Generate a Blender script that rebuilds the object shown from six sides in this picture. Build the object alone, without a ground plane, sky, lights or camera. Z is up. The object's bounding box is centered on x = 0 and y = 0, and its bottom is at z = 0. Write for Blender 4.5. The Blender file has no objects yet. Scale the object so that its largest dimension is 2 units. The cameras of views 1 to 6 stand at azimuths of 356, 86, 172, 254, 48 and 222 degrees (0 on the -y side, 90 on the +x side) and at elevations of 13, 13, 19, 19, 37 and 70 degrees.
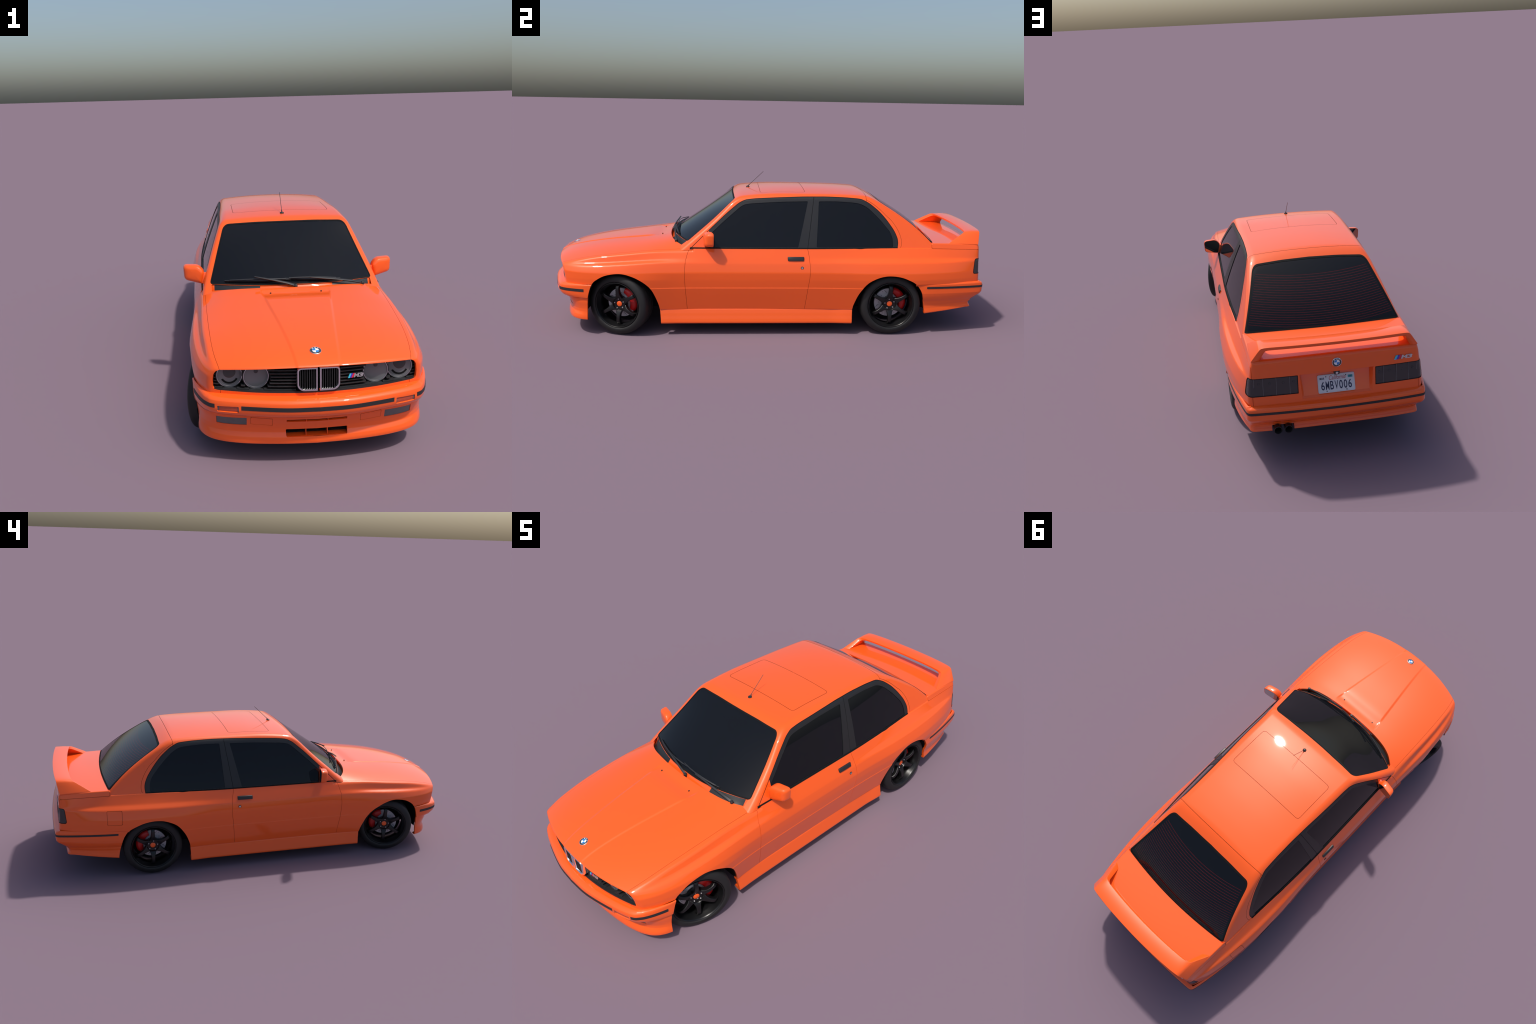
# Orange two-door sports coupe, built from profile curves, smooth blended surfaces and trimmed panels.
import bpy, math
import numpy as np
from mathutils import Vector, Matrix

# ---------------------------------------------------------------- curves
def pchip(xs, ys):
    """monotone cubic through (xs, ys); returns vectorised function (clamped, linear ends)"""
    xs = np.asarray(xs, float); ys = np.asarray(ys, float)
    h = np.diff(xs); d = np.diff(ys) / h
    m = np.zeros_like(ys)
    m[0], m[-1] = d[0], d[-1]
    for i in range(1, len(xs) - 1):
        if d[i-1] * d[i] > 0:
            w1, w2 = 2*h[i] + h[i-1], h[i] + 2*h[i-1]
            m[i] = (w1 + w2) / (w1 / d[i-1] + w2 / d[i])
    def f(q):
        q = np.asarray(q, float)
        i = np.clip(np.searchsorted(xs, q) - 1, 0, len(xs) - 2)
        t = (q - xs[i]) / h[i]
        lo, hi = t < 0, t > 1
        tc = np.clip(t, 0, 1)
        a = 2*tc**3 - 3*tc**2 + 1; b = tc**3 - 2*tc**2 + tc
        c = -2*tc**3 + 3*tc**2;    e = tc**3 - tc**2
        r = a*ys[i] + b*h[i]*m[i] + c*ys[i+1] + e*h[i]*m[i+1]
        r = np.where(lo, ys[0] + (q - xs[0]) * m[0], r)
        return np.where(hi, ys[-1] + (q - xs[-1]) * m[-1], r)
    return f

def fair(xs, ys, sigma, step=.002):
    """control curve faired with a Gaussian so that reflections run smoothly"""
    f = pchip(xs, ys); m = 4*sigma
    g = np.arange(xs[0] - 2*m, xs[-1] + 2*m, step); v = f(g)
    k = np.exp(-.5*(np.arange(-m, m + step/2, step)/sigma)**2); k /= k.sum()
    h = len(k)//2; v = np.convolve(np.pad(v, h, mode='reflect', reflect_type='odd'), k, 'valid')[:len(g)]
    def q(x):
        x = np.asarray(x, float)
        t = np.clip((x - g[0])/step, 1, len(g) - 3.001); i = t.astype(int); t = t - i
        p0, p1, p2, p3 = v[i-1], v[i], v[i+1], v[i+2]
        # cubic B-spline blend: second derivative stays continuous
        return ((1-t)**3*p0 + (3*t**3 - 6*t**2 + 4)*p1 + (-3*t**3 + 3*t**2 + 3*t + 1)*p2 + t**3*p3)/6
    return q

def spline_path(pts, n, closed=False):
    """Catmull-Rom through points, resampled to n points of even spacing"""
    P = np.asarray(pts, float)
    if closed: P = np.vstack([P[-1], P, P[:2]])
    else:      P = np.vstack([2*P[0]-P[1], P, 2*P[-1]-P[-2]])
    out = []
    for i in range(1, len(P) - 2):
        t = np.linspace(0, 1, 24, endpoint=False)[:, None]
        p0, p1, p2, p3 = P[i-1], P[i], P[i+1], P[i+2]
        out.append(.5*((2*p1) + (p2-p0)*t + (2*p0-5*p1+4*p2-p3)*t**2 + (3*p1-p0-3*p2+p3)*t**3))
    out = np.vstack(out + [P[-2][None]])
    s = np.r_[0, np.cumsum(np.linalg.norm(np.diff(out, axis=0), axis=1))]
    q = np.linspace(0, s[-1], n)
    return np.stack([np.interp(q, s, out[:, k]) for k in range(out.shape[1])], 1)

def smax(a, b, k):
    h = np.maximum(k - np.abs(a - b), 0) / k
    return np.maximum(a, b) + h*h*k*.25

def sstep(a, b, x):
    t = np.clip((x - a) / (b - a), 0, 1)
    return t*t*(3 - 2*t)

def sdf_poly(px, py, poly):
    """signed distance to a closed polygon, negative inside"""
    poly = np.asarray(poly, float)
    d = np.full(px.shape, 1e9); s = np.ones(px.shape)
    n = len(poly)
    for i in range(n):
        a, b = poly[i], poly[i-1]
        e = b - a; wx, wy = px - a[0], py - a[1]
        t = np.clip((wx*e[0] + wy*e[1]) / (e @ e), 0, 1)
        d = np.minimum(d, (wx - e[0]*t)**2 + (wy - e[1]*t)**2)
        c1, c2, c3 = py >= a[1], py < b[1], e[0]*wy > e[1]*wx
        s = np.where((c1 & c2 & c3) | (~c1 & ~c2 & ~c3), -s, s)
    return s*np.sqrt(d)

def round_poly(pts, r, n=6):
    """round the corners of a polygon; r is one radius or one per corner"""
    P = [np.array(p, float) for p in pts]; out = []
    rs = r if hasattr(r, '__len__') else [r]*len(P)
    for i, p in enumerate(P):
        a, b = P[i-1] - p, P[(i+1) % len(P)] - p
        la, lb = np.linalg.norm(a), np.linalg.norm(b)
        q = min(rs[i], la*.49, lb*.49)
        if q < 1e-6: out.append(p); continue
        A, B = p + a/la*q, p + b/lb*q
        for t in np.linspace(0, 1, n):
            out.append((1-t)**2*A + 2*t*(1-t)*p + t*t*B)
    return np.array(out)

# ---------------------------------------------------------------- triangle patches (verts, normals, tris)
def grid_patch(P, N=None, flip=False):
    nu, nv = P.shape[:2]
    i = np.arange(nu*nv).reshape(nu, nv)
    a, b, c, d = i[:-1, :-1].ravel(), i[1:, :-1].ravel(), i[1:, 1:].ravel(), i[:-1, 1:].ravel()
    T = np.vstack([np.c_[a, b, c], np.c_[a, c, d]])
    V = P.reshape(-1, 3)
    if N is None:
        du = np.gradient(P, axis=0); dv = np.gradient(P, axis=1)
        N = np.cross(du, dv)
    N = N.reshape(-1, 3); N = N / np.maximum(np.linalg.norm(N, axis=1, keepdims=True), 1e-12)
    if flip: N = -N
    fn = np.cross(V[T[:, 1]] - V[T[:, 0]], V[T[:, 2]] - V[T[:, 0]])
    bad = (fn * N[T].sum(1)).sum(1) < 0
    T[bad] = T[bad][:, ::-1]
    area = np.linalg.norm(fn, axis=1)
    return V, N, T[area > 1e-12]

def compact(M):
    V, N, T = M
    if len(T) == 0: return np.zeros((0, 3)), np.zeros((0, 3)), np.zeros((0, 3), int)
    u, inv = np.unique(T, return_inverse=True)
    return V[u], N[u], inv.reshape(T.shape)

def cut(M, f):
    """split a patch along f = 0: (part where f < 0, part where f >= 0)"""
    V, N, T = M
    if len(T) == 0: return M, M
    f = np.where(np.abs(f) < 1e-7, 1e-7, f)
    s = f < 0
    c = s[T].sum(1)
    mix = T[(c == 1) | (c == 2)]
    lone = (s[mix].sum(1) == 1)
    k = np.where(lone, np.argmax(s[mix], 1), np.argmin(s[mix], 1))
    r = np.arange(len(mix))
    A, B, C = mix[r, k], mix[r, (k+1) % 3], mix[r, (k+2) % 3]
    key = np.vstack([np.sort(np.c_[A, B], 1), np.sort(np.c_[A, C], 1)])
    if len(key):
        u, inv = np.unique(key, axis=0, return_inverse=True); inv = inv.ravel()
        t = (f[u[:, 0]] / (f[u[:, 0]] - f[u[:, 1]]))[:, None]
        V2 = V[u[:, 0]]*(1-t) + V[u[:, 1]]*t
        N2 = N[u[:, 0]]*(1-t) + N[u[:, 1]]*t
        N2 /= np.maximum(np.linalg.norm(N2, axis=1, keepdims=True), 1e-12)
        AB = inv[:len(mix)] + len(V); AC = inv[len(mix):] + len(V)
        V = np.vstack([V, V2]); N = np.vstack([N, N2])
        one = np.c_[A, AB, AC]
        two = np.stack([np.c_[AB, B, C], np.c_[AB, C, AC]], 1)
        inside = np.vstack([T[c == 3], one[lone], two[~lone].reshape(-1, 3)])
        outside = np.vstack([T[c == 0], one[~lone], two[lone].reshape(-1, 3)])
    else:
        inside, outside = T[c == 3], T[c == 0]
    return compact((V, N, inside)), compact((V, N, outside))

def mirror(M):
    V, N, T = M
    return V*[-1, 1, 1], N*[-1, 1, 1], T[:, ::-1]

def join(*Ms):
    V, N, T, o = [], [], [], 0
    for m in Ms:
        if len(m[2]) == 0: continue
        V.append(m[0]); N.append(m[1]); T.append(m[2] + o); o += len(m[0])
    return np.vstack(V), np.vstack(N), np.vstack(T)

def both(M): return join(M, mirror(M))
def offset(M, d): return M[0] + M[1]*d, M[1], M[2]

def flange(M, depth, keep=None):
    """thin return edge: border edges swept inward along the surface normal"""
    V, N, T = M
    E = np.vstack([T[:, [0, 1]], T[:, [1, 2]], T[:, [2, 0]]])
    key = np.sort(E, 1)
    u, inv, cnt = np.unique(key, axis=0, return_inverse=True, return_counts=True)
    E = E[cnt[inv.ravel()] == 1]
    E = E[~((np.abs(V[E[:, 0], 0]) < 1e-5) & (np.abs(V[E[:, 1], 0]) < 1e-5))]
    if keep is not None: E = E[keep(V[E].mean(1))]
    if len(E) == 0: return M
    a, b = V[E[:, 0]], V[E[:, 1]]
    na, nb = N[E[:, 0]], N[E[:, 1]]
    n = np.cross(b - a, na); n /= np.maximum(np.linalg.norm(n, axis=1, keepdims=True), 1e-12)
    P = np.stack([a, b, b - nb*depth, a - na*depth], 1).reshape(-1, 3)
    i = np.arange(len(E))[:, None]*4
    # winding so that the face looks out of the panel
    T2 = np.vstack([i + [0, 3, 1], i + [1, 3, 2]])
    return join(M, (P, np.repeat(n, 4, 0), T2))

def ray_surface(F, O, Q, lo=.05, hi=1.9, it=34):
    """points where rays O->Q leave the solid F < 0, with gradient normals"""
    D = Q - O
    a = np.full(len(O), lo); b = np.full(len(O), hi)
    for _ in range(it):
        m = .5*(a + b)
        inside = F(O + D*m[:, None]) < 0
        a = np.where(inside, m, a); b = np.where(inside, b, m)
    P = O + D*(.5*(a + b))[:, None]
    e = 7e-4
    N = np.stack([F(P + np.eye(3)[k]*e) - F(P - np.eye(3)[k]*e) for k in range(3)], 1)
    return P, N / np.maximum(np.linalg.norm(N, axis=1, keepdims=True), 1e-12)

# ---------------------------------------------------------------- materials
def material(name, color, rough=.4, metal=0., coat=0., spec=.5, bump=0., bump_scale=400., vary=.0, vary_scale=60., trans=0., ior=1.5, coat_rough=.03):
    m = bpy.data.materials.new(name); m.use_nodes = True
    nt = m.node_tree; b = nt.nodes["Principled BSDF"]
    b.inputs["Base Color"].default_value = (*color, 1)
    b.inputs["Roughness"].default_value = rough
    b.inputs["Metallic"].default_value = metal
    b.inputs["Coat Weight"].default_value = coat
    b.inputs["Coat Roughness"].default_value = coat_rough
    b.inputs["Specular IOR Level"].default_value = spec
    b.inputs["IOR"].default_value = ior
    b.inputs["Transmission Weight"].default_value = trans
    tc = nt.nodes.new("ShaderNodeTexCoord")
    no = nt.nodes.new("ShaderNodeTexNoise"); no.inputs["Scale"].default_value = vary_scale; no.inputs["Detail"].default_value = 3
    nt.links.new(tc.outputs["Object"], no.inputs["Vector"])
    mx = nt.nodes.new("ShaderNodeMix"); mx.data_type = 'RGBA'
    nt.links.new(no.outputs["Fac"], mx.inputs["Factor"])
    mx.inputs[6].default_value = (*[c*(1-vary) for c in color], 1)
    mx.inputs[7].default_value = (*[min(1, c*(1+vary)) for c in color], 1)
    nt.links.new(mx.outputs[2], b.inputs["Base Color"])
    if bump:
        nb = nt.nodes.new("ShaderNodeTexNoise"); nb.inputs["Scale"].default_value = bump_scale
        nt.links.new(tc.outputs["Object"], nb.inputs["Vector"])
        bp = nt.nodes.new("ShaderNodeBump"); bp.inputs["Strength"].default_value = bump; bp.inputs["Distance"].default_value = .001
        nt.links.new(nb.outputs["Fac"], bp.inputs["Height"]); nt.links.new(bp.outputs["Normal"], b.inputs["Normal"])
    return m

PAINT_RGB = (.95, .115, .012)
PAINT   = material("orange_paint", PAINT_RGB, .38, coat=1., spec=.15, vary=.01, vary_scale=4, coat_rough=.03)
SEAM    = material("panel_gap_dark", (.24, .038, .010), .8, spec=.1)
GLASS   = material("tinted_glass", (.006, .007, .009), .03, spec=.28)
TRIM    = material("black_window_trim", (.0135, .0135, .014), .42)
RUBBER  = material("black_rubber_strip", (.018, .018, .02), .5)
TYRE    = material("tyre_rubber", (.009, .009, .009), .65, bump=.25, bump_scale=900, vary=.15)
RIM     = material("black_wheel_paint", (.007, .007, .0075), .30, spec=.4)
BLACK   = material("matt_black", (.006, .006, .006), .8, spec=.2)
PLASTIC = material("dark_plastic", (.02, .02, .021), .4)
CHROME  = material("chrome", (.85, .85, .86), .08, metal=1)
STEEL   = material("brake_steel", (.62, .59, .62), .45, metal=.25, vary=.06, vary_scale=200)
RED     = material("red_caliper", (.55, .008, .008), .35)
LENSGREY = material("smoked_lens", (.15, .15, .155), .10, spec=.5)
FOGLENS = material("fog_lens", (.11, .11, .115), .12, vary=.12, vary_scale=90)
LENSDARK = material("dark_lens_detail", (.045, .045, .047), .25)
TAILMAT = material("smoked_tail_lens", (.042, .040, .042), .2, vary=.1)
AMBER   = material("amber_lens", (.46, .075, .035), .08, spec=.6, vary=.15, vary_scale=120)
MIRRORG = material("mirror_glass", (.48, .50, .53), .03, metal=1.)
WHITE   = material("white_enamel", (.85, .85, .86), .25)
BLUE    = material("blue_enamel", (.02, .22, .60), .25)
NAVY    = material("navy_print", (.012, .018, .06), .5)
REDP    = material("red_print", (.45, .03, .03), .5)
TEAL    = material("teal_sticker", (.03, .28, .32), .5)
PLATE   = material("plate_white", (.62, .64, .66), .45, vary=.02)
STRIPE1 = material("light_blue_stripe", (.05, .55, .72), .3)
STRIPE2 = material("violet_stripe", (.06, .04, .45), .3)
STRIPE3 = material("red_stripe", (.65, .02, .04), .3)
SILVER  = material("satin_silver", (.60, .60, .62), .3, metal=.7)

# rear window with thin heater wires: stripes along z + bow * x^2
def heated_glass():
    m = material("heated_glass", (.006, .007, .009), .03, spec=.28)
    nt = m.node_tree; b = nt.nodes["Principled BSDF"]
    tc = nt.nodes.new("ShaderNodeTexCoord"); sp = nt.nodes.new("ShaderNodeSeparateXYZ")
    nt.links.new(tc.outputs["Object"], sp.inputs[0])
    def math_(op, a, bb=None, c=None):
        n = nt.nodes.new("ShaderNodeMath"); n.operation = op
        for i, v in enumerate((a, bb, c)):
            if v is None: continue
            if isinstance(v, (int, float)): n.inputs[i].default_value = v
            else: nt.links.new(v, n.inputs[i])
        return n.outputs[0]
    X, Zc = sp.outputs[0], sp.outputs[2]
    x2 = math_('MULTIPLY', X, X)
    t = math_('MULTIPLY_ADD', x2, HEAT['bow'], Zc)
    u = math_('DIVIDE', math_('SUBTRACT', HEAT['top'], t), HEAT['pitch'])
    fr = math_('ABSOLUTE', math_('SUBTRACT', math_('FRACT', math_('ADD', u, .5)), .5))
    line = math_('LESS_THAN', fr, .10)
    m1 = math_('GREATER_THAN', u, -.4); m2 = math_('LESS_THAN', u, HEAT['n'] - .5)
    edge = math_('MULTIPLY_ADD', Zc, -.4047, .4563)          # side margin follows the glass edge
    m3 = math_('LESS_THAN', math_('ABSOLUTE', X), edge)
    mask = math_('MULTIPLY', math_('MULTIPLY', line, m1), math_('MULTIPLY', m2, m3))
    mx = nt.nodes.new("ShaderNodeMix"); mx.data_type = 'RGBA'
    mx.inputs[6].default_value = (.006, .007, .009, 1); mx.inputs[7].default_value = (.07, .008, .010, 1)
    nt.links.new(mask, mx.inputs["Factor"]); nt.links.new(mx.outputs[2], b.inputs["Base Color"])
    return m
HEAT = dict(top=.5622, pitch=.00648, n=22, bow=-.18)
HEATED = heated_glass()

# ---------------------------------------------------------------- objects
COL = bpy.context.scene.collection
ROOT = bpy.data.objects.new("sports_coupe", None); COL.objects.link(ROOT)
ROOT["label"] = "orange two-door sports coupe with rear wing and black wheels"
ROOT["category"] = "car"

def add(name, M, mat, parent=ROOT, kind=None):
    V, N, T = M
    me = bpy.data.meshes.new(name)
    me.vertices.add(len(V)); me.vertices.foreach_set("co", np.ascontiguousarray(V, np.float32).ravel())
    me.loops.add(len(T)*3); me.loops.foreach_set("vertex_index", np.ascontiguousarray(T, np.int32).ravel())
    me.polygons.add(len(T)); me.polygons.foreach_set("loop_start", np.arange(0, len(T)*3, 3, dtype=np.int32))
    me.update(calc_edges=True); me.validate()
    me.polygons.foreach_set("use_smooth", np.ones(len(me.polygons), bool))
    if len(me.vertices) == len(N): me.normals_split_custom_set_from_vertices(N.tolist())
    me.materials.append(mat)
    ob = bpy.data.objects.new(name, me); COL.objects.link(ob); ob.parent = parent
    if kind: ob["kind"] = kind
    return ob

def add_mesh(name, verts, faces, mat, parent=ROOT, smooth=35, bevel=0., seg=2):
    """plain mesh; edges sharper than `smooth` degrees stay sharp; optional bevel applied in place"""
    import bmesh
    bm = bmesh.new()
    vs = [bm.verts.new(v) for v in verts]
    for f in faces:
        try: bm.faces.new([vs[i] for i in f])
        except ValueError: pass
    bmesh.ops.remove_doubles(bm, verts=bm.verts, dist=1e-6)
    bmesh.ops.recalc_face_normals(bm, faces=bm.faces)
    if bevel:
        es = [e for e in bm.edges if len(e.link_faces) == 2 and e.calc_face_angle(0) > math.radians(25)]
        bmesh.ops.bevel(bm, geom=es, offset=bevel, segments=seg, affect='EDGES', profile=.5, clamp_overlap=True)
    for e in bm.edges:
        e.smooth = not (len(e.link_faces) == 2 and e.calc_face_angle(0) > math.radians(smooth))
    for f in bm.faces: f.smooth = True
    me = bpy.data.meshes.new(name); bm.to_mesh(me); bm.free()
    me.materials.append(mat)
    ob = bpy.data.objects.new(name, me); COL.objects.link(ob); ob.parent = parent
    return ob

def twin(ob, name=None):
    """mirror-image copy of an object on the other side of the car"""
    me = ob.data.copy()
    import bmesh
    bm = bmesh.new(); bm.from_mesh(me)
    for v in bm.verts: v.co.x = -v.co.x
    bmesh.ops.reverse_faces(bm, faces=bm.faces)
    bm.to_mesh(me); bm.free()
    o = bpy.data.objects.new(name or ob.name.split('.')[0], me); COL.objects.link(o); o.parent = ob.parent
    return o

def box(c, s):
    c, s = np.array(c, float), np.array(s, float)/2
    v = [tuple(c + s*[a, b, d]) for a in (-1, 1) for b in (-1, 1) for d in (-1, 1)]
    f = [(0, 1, 3, 2), (4, 6, 7, 5), (0, 4, 5, 1), (2, 3, 7, 6), (0, 2, 6, 4), (1, 5, 7, 3)]
    return v, f

def merge(*vf):
    V, F = [], []
    for v, f in vf:
        o = len(V); V += list(map(tuple, v)); F += [tuple(i + o for i in q) for q in f]
    return V, F

def prism(poly, axis_fn, d0, d1):
    """closed prism: polygon (a, b) -> axis_fn(a, b, depth)"""
    n = len(poly)
    V = [axis_fn(a, b, d0) for a, b in poly] + [axis_fn(a, b, d1) for a, b in poly]
    F = [tuple(range(n)), tuple(range(2*n - 1, n - 1, -1))] + [(i, (i+1) % n, n + (i+1) % n, n + i) for i in range(n)]
    return V, F

def loft(rings, closed=True, caps=True):
    n = len(rings[0]); V = [tuple(p) for r in rings for p in r]; F = []
    for i in range(len(rings) - 1):
        for j in range(n if closed else n - 1):
            k = (j + 1) % n
            F.append((i*n + j, i*n + k, (i+1)*n + k, (i+1)*n + j))
    if caps:
        F.append(tuple(range(n))); F.append(tuple(range((len(rings)-1)*n, len(rings)*n)))
    return V, F

def tube(path, radius, n=10):
    path = [np.array(p, float) for p in path]
    rs = radius if hasattr(radius, '__len__') else [radius]*len(path)
    rings = []
    for i, p in enumerate(path):
        d = path[min(i+1, len(path)-1)] - path[max(i-1, 0)]; d /= np.linalg.norm(d)
        u = np.cross(d, [0, 0, 1.]); u = u if np.linalg.norm(u) > .1 else np.cross(d, [0, 1., 0])
        u /= np.linalg.norm(u); w = np.cross(d, u)
        rings.append([p + rs[i]*(math.cos(t)*u + math.sin(t)*w) for t in np.linspace(0, 2*math.pi, n, endpoint=False)])
    return loft(rings)

def bar(path, width, thick, up):
    """flat bar swept along a path; `up` is the thickness direction"""
    path = [np.array(p, float) for p in path]; rings = []
    ws = width if hasattr(width, '__len__') else [width]*len(path)
    for i, p in enumerate(path):
        d = path[min(i+1, len(path)-1)] - path[max(i-1, 0)]; d /= np.linalg.norm(d)
        u = np.array(up, float); u = u - d*(u @ d); u /= np.linalg.norm(u); s = np.cross(d, u)
        a, b = s*ws[i]/2, u*thick/2
        rings.append([p - a - b, p + a - b, p + a + b, p - a + b])
    return loft(rings)

def lathe(profile, n=64, axis='x', center=(0, 0, 0), closed=False):
    """profile of (radius, along axis)"""
    c = np.array(center, float); rings = []
    for t in np.linspace(0, 2*math.pi, n, endpoint=False):
        ring = []
        for r, h in profile:
            v = {'x': (h, r*math.cos(t), r*math.sin(t)), 'y': (r*math.cos(t), h, r*math.sin(t)), 'z': (r*math.cos(t), r*math.sin(t), h)}[axis]
            ring.append(tuple(c + v))
        rings.append(ring)
    m = len(profile); V = [p for r in rings for p in r]; F = []
    for i in range(n):
        k = (i+1) % n
        for j in range(m if closed else m - 1):
            l = (j+1) % m
            F.append((i*m + j, k*m + j, k*m + l, i*m + l))
    return V, F

# ================================================================ BODY SURFACE
# half-width control lines (heights x stations along the car); front of the car is -y
YS = [-.95, -.915, -.885, -.85, -.80, -.70, -.60, -.50, -.42, -.30, -.10, .10, .25, .35, .45, .55, .65, .75, .85, .93, .98]
C_ = lambda v: fair(YS, v, .022)
SIDE = [  # (height line, half-width line)
    (C_([.09]*21),  C_([.272,.300,.318,.332,.345,.357,.357,.347,.341,.338,.338,.340,.342,.346,.352,.354,.352,.345,.335,.318,.300])),
    (C_([.222]*21), C_([.287,.311,.328,.345,.360,.373,.378,.372,.367,.3655,.3655,.3655,.367,.371,.377,.379,.374,.363,.346,.325,.306])),
    (C_([.26]*21),  C_([.291,.316,.333,.3485,.3615,.3765,.3815,.3765,.3715,.3695,.3692,.3695,.3715,.376,.3815,.382,.3775,.366,.348,.326,.306])),
    (C_([.29]*21),  C_([.291,.317,.333,.3475,.3595,.3735,.3785,.3765,.3735,.3705,.3702,.3705,.3725,.377,.381,.380,.3755,.364,.346,.3235,.305])),
    (C_([.311,.311,.311,.3125,.3147,.3213,.3281,.3337,.334,.332,.330,.330,.333,.335,.335,.335,.335,.334,.336,.337,.337]),
     C_([.285,.308,.3235,.337,.3470,.3600,.3660,.3655,.3635,.3620,.3618,.3618,.3630,.3652,.3668,.3650,.3590,.3490,.3340,.3170,.303])),
    (C_([.324,.323,.3225,.3235,.325,.331,.338,.345,.350,.354,.354,.354,.354,.354,.354,.354,.353,.352,.350,.350,.350]),
     C_([.279,.299,.313,.324,.3320,.3415,.3460,.349,.3505,.3515,.3522,.3522,.3515,.3505,.349,.3460,.3400,.3315,.3205,.3120,.300])),
    (C_([.334,.335,.337,.340,.346,.3605,.3715,.378,.384,.392,.392,.393,.394,.394,.394,.394,.394,.3925,.3905,.389,.388]),
     C_([.272,.291,.3045,.3155,.3220,.3315,.3345,.335,.334,.3345,.3360,.3362,.3348,.3318,.3275,.3215,.3168,.3115,.3060,.3035,.300])),
    (C_([.360,.362,.364,.367,.372,.386,.396,.402,.408,.416,.416,.416,.416,.416,.416,.416,.416,.416,.416,.415,.415]),
     C_([.262,.281,.2945,.3055,.3115,.3205,.3235,.324,.323,.326,.3275,.3275,.326,.323,.319,.3135,.309,.3035,.2985,.2955,.294])),
]
def half_width(y, z):
    zz = np.stack([a(y) for a, b in SIDE]); xx = np.stack([b(y) for a, b in SIDE])
    h = np.diff(zz, axis=0); d = np.diff(xx, axis=0)/h
    m = np.empty_like(xx); m[0], m[-1] = d[0], d[-1]
    w1, w2 = 2*h[1:] + h[:-1], h[1:] + 2*h[:-1]
    prod = d[:-1]*d[1:]
    m[1:-1] = np.where(prod > 1e-12, (w1 + w2)/(w1/np.where(np.abs(d[:-1]) < 1e-9, 1e-9, d[:-1]) + w2/np.where(np.abs(d[1:]) < 1e-9, 1e-9, d[1:])), 0)
    i = np.clip((z[None] > zz[1:-1]).sum(0), 0, len(SIDE) - 2)
    g = lambda A, k: np.take_along_axis(A, (i + k)[None], 0)[0]      # value of the current segment
    z0, x0, x1, hh, m0, m1 = g(zz, 0), g(xx, 0), g(xx, 1), g(h, 0), g(m, 0), g(m, 1)
    t = (z - z0)/hh; tc = np.clip(t, 0, 1)
    r = (2*tc**3 - 3*tc**2 + 1)*x0 + (tc**3 - 2*tc**2 + tc)*hh*m0 + (-2*tc**3 + 3*tc**2)*x1 + (tc**3 - tc**2)*hh*m1
    r = np.where(t < 0, x0 + (z - z0)*m0, np.where(t > 1, x1 + (z - z0 - hh)*m1, r))
    lin = 0                                          # straight facets with small rounded edges give the crisp flare shelves
    for o in (-.004, -.002, 0, .002, .004):
        zq = z + o
        i = np.clip((zq[None] > zz[1:-1]).sum(0), 0, len(SIDE) - 2)
        lin = lin + (g(xx, 0) + g(d, 0)*(zq - g(zz, 0)))/5
    r = .25*r + .75*lin
    return r + .0014*sstep(.2235, .2205, z)          # small step of the waist crease

hood_mid  = fair([-.976,-.965,-.95,-.9176,-.88,-.83,-.75,-.7,-.6,-.55,-.5,-.48,-.459,-.44], [.3290,.3358,.3425,.3535,.3628,.3728,.3855,.392,.4028,.4085,.4142,.4168,.4207,.4240], .014)
hood_drop = fair([-.98,-.925,-.85,-.75,-.6,-.5,-.46,-.424,-.40,-.36], [.034,.0325,.030,.028,.0280,.0300,.0345,.0390,.0420,.047], .02)
hood_edge = fair([-.98,-.925,-.85,-.75,-.6,-.5,-.42,-.34], [.270,.2854,.300,.3088,.3155,.3185,.3205,.322], .015)
bulge_h   = fair([-.976,-.9,-.7,-.58,-.555,-.495,-.47,-.4], [.0022,.0028,.0036,.0042,.0036,-.0032,.0,.0], .008)
hood_shape = fair([-.98,-.75,-.6,-.5,-.44,-.36], [2.5,2.6,2.9,3.4,3.7,3.8], .03)
bulge_w   = pchip([-.98,-.9714,-.4982,-.4], [.062,.0627,.1196,.131])
deck_mid  = pchip([.70,.764,.85,.968,1.0], [.4225,.4212,.4195,.4160,.415])
def top_height(x, y):
    x = np.abs(x)
    hood = hood_mid(y) - hood_drop(y)*(x/hood_edge(y))**hood_shape(y) + bulge_h(y)*sstep(.0055, -.0055, x - bulge_w(y))
    deck = deck_mid(y) - .0062*(x/.30)**2
    cabin = .3955 + 0*x
    t = sstep(-.40, -.345, y)
    h = hood*(1-t) + np.minimum(cabin, hood)*t
    u = sstep(.730, .7365, y)
    return np.where(y > .2, cabin*(1-u) + deck*u, np.where(y > -.34, cabin, h))
def nose_y(x, z):  return -.976 + .62*x**2 + .13*(.318 - z)
def tail_y(x, z):
    return .9770 - .105*x**2 - .045*(z - .25)
shoulder_k = pchip([-.98,-.9,-.8,-.5,-.4,-.33,.5,.62,1.0], [.008,.008,.007,.007,.007,.004,.004,.004,.005])
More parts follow.
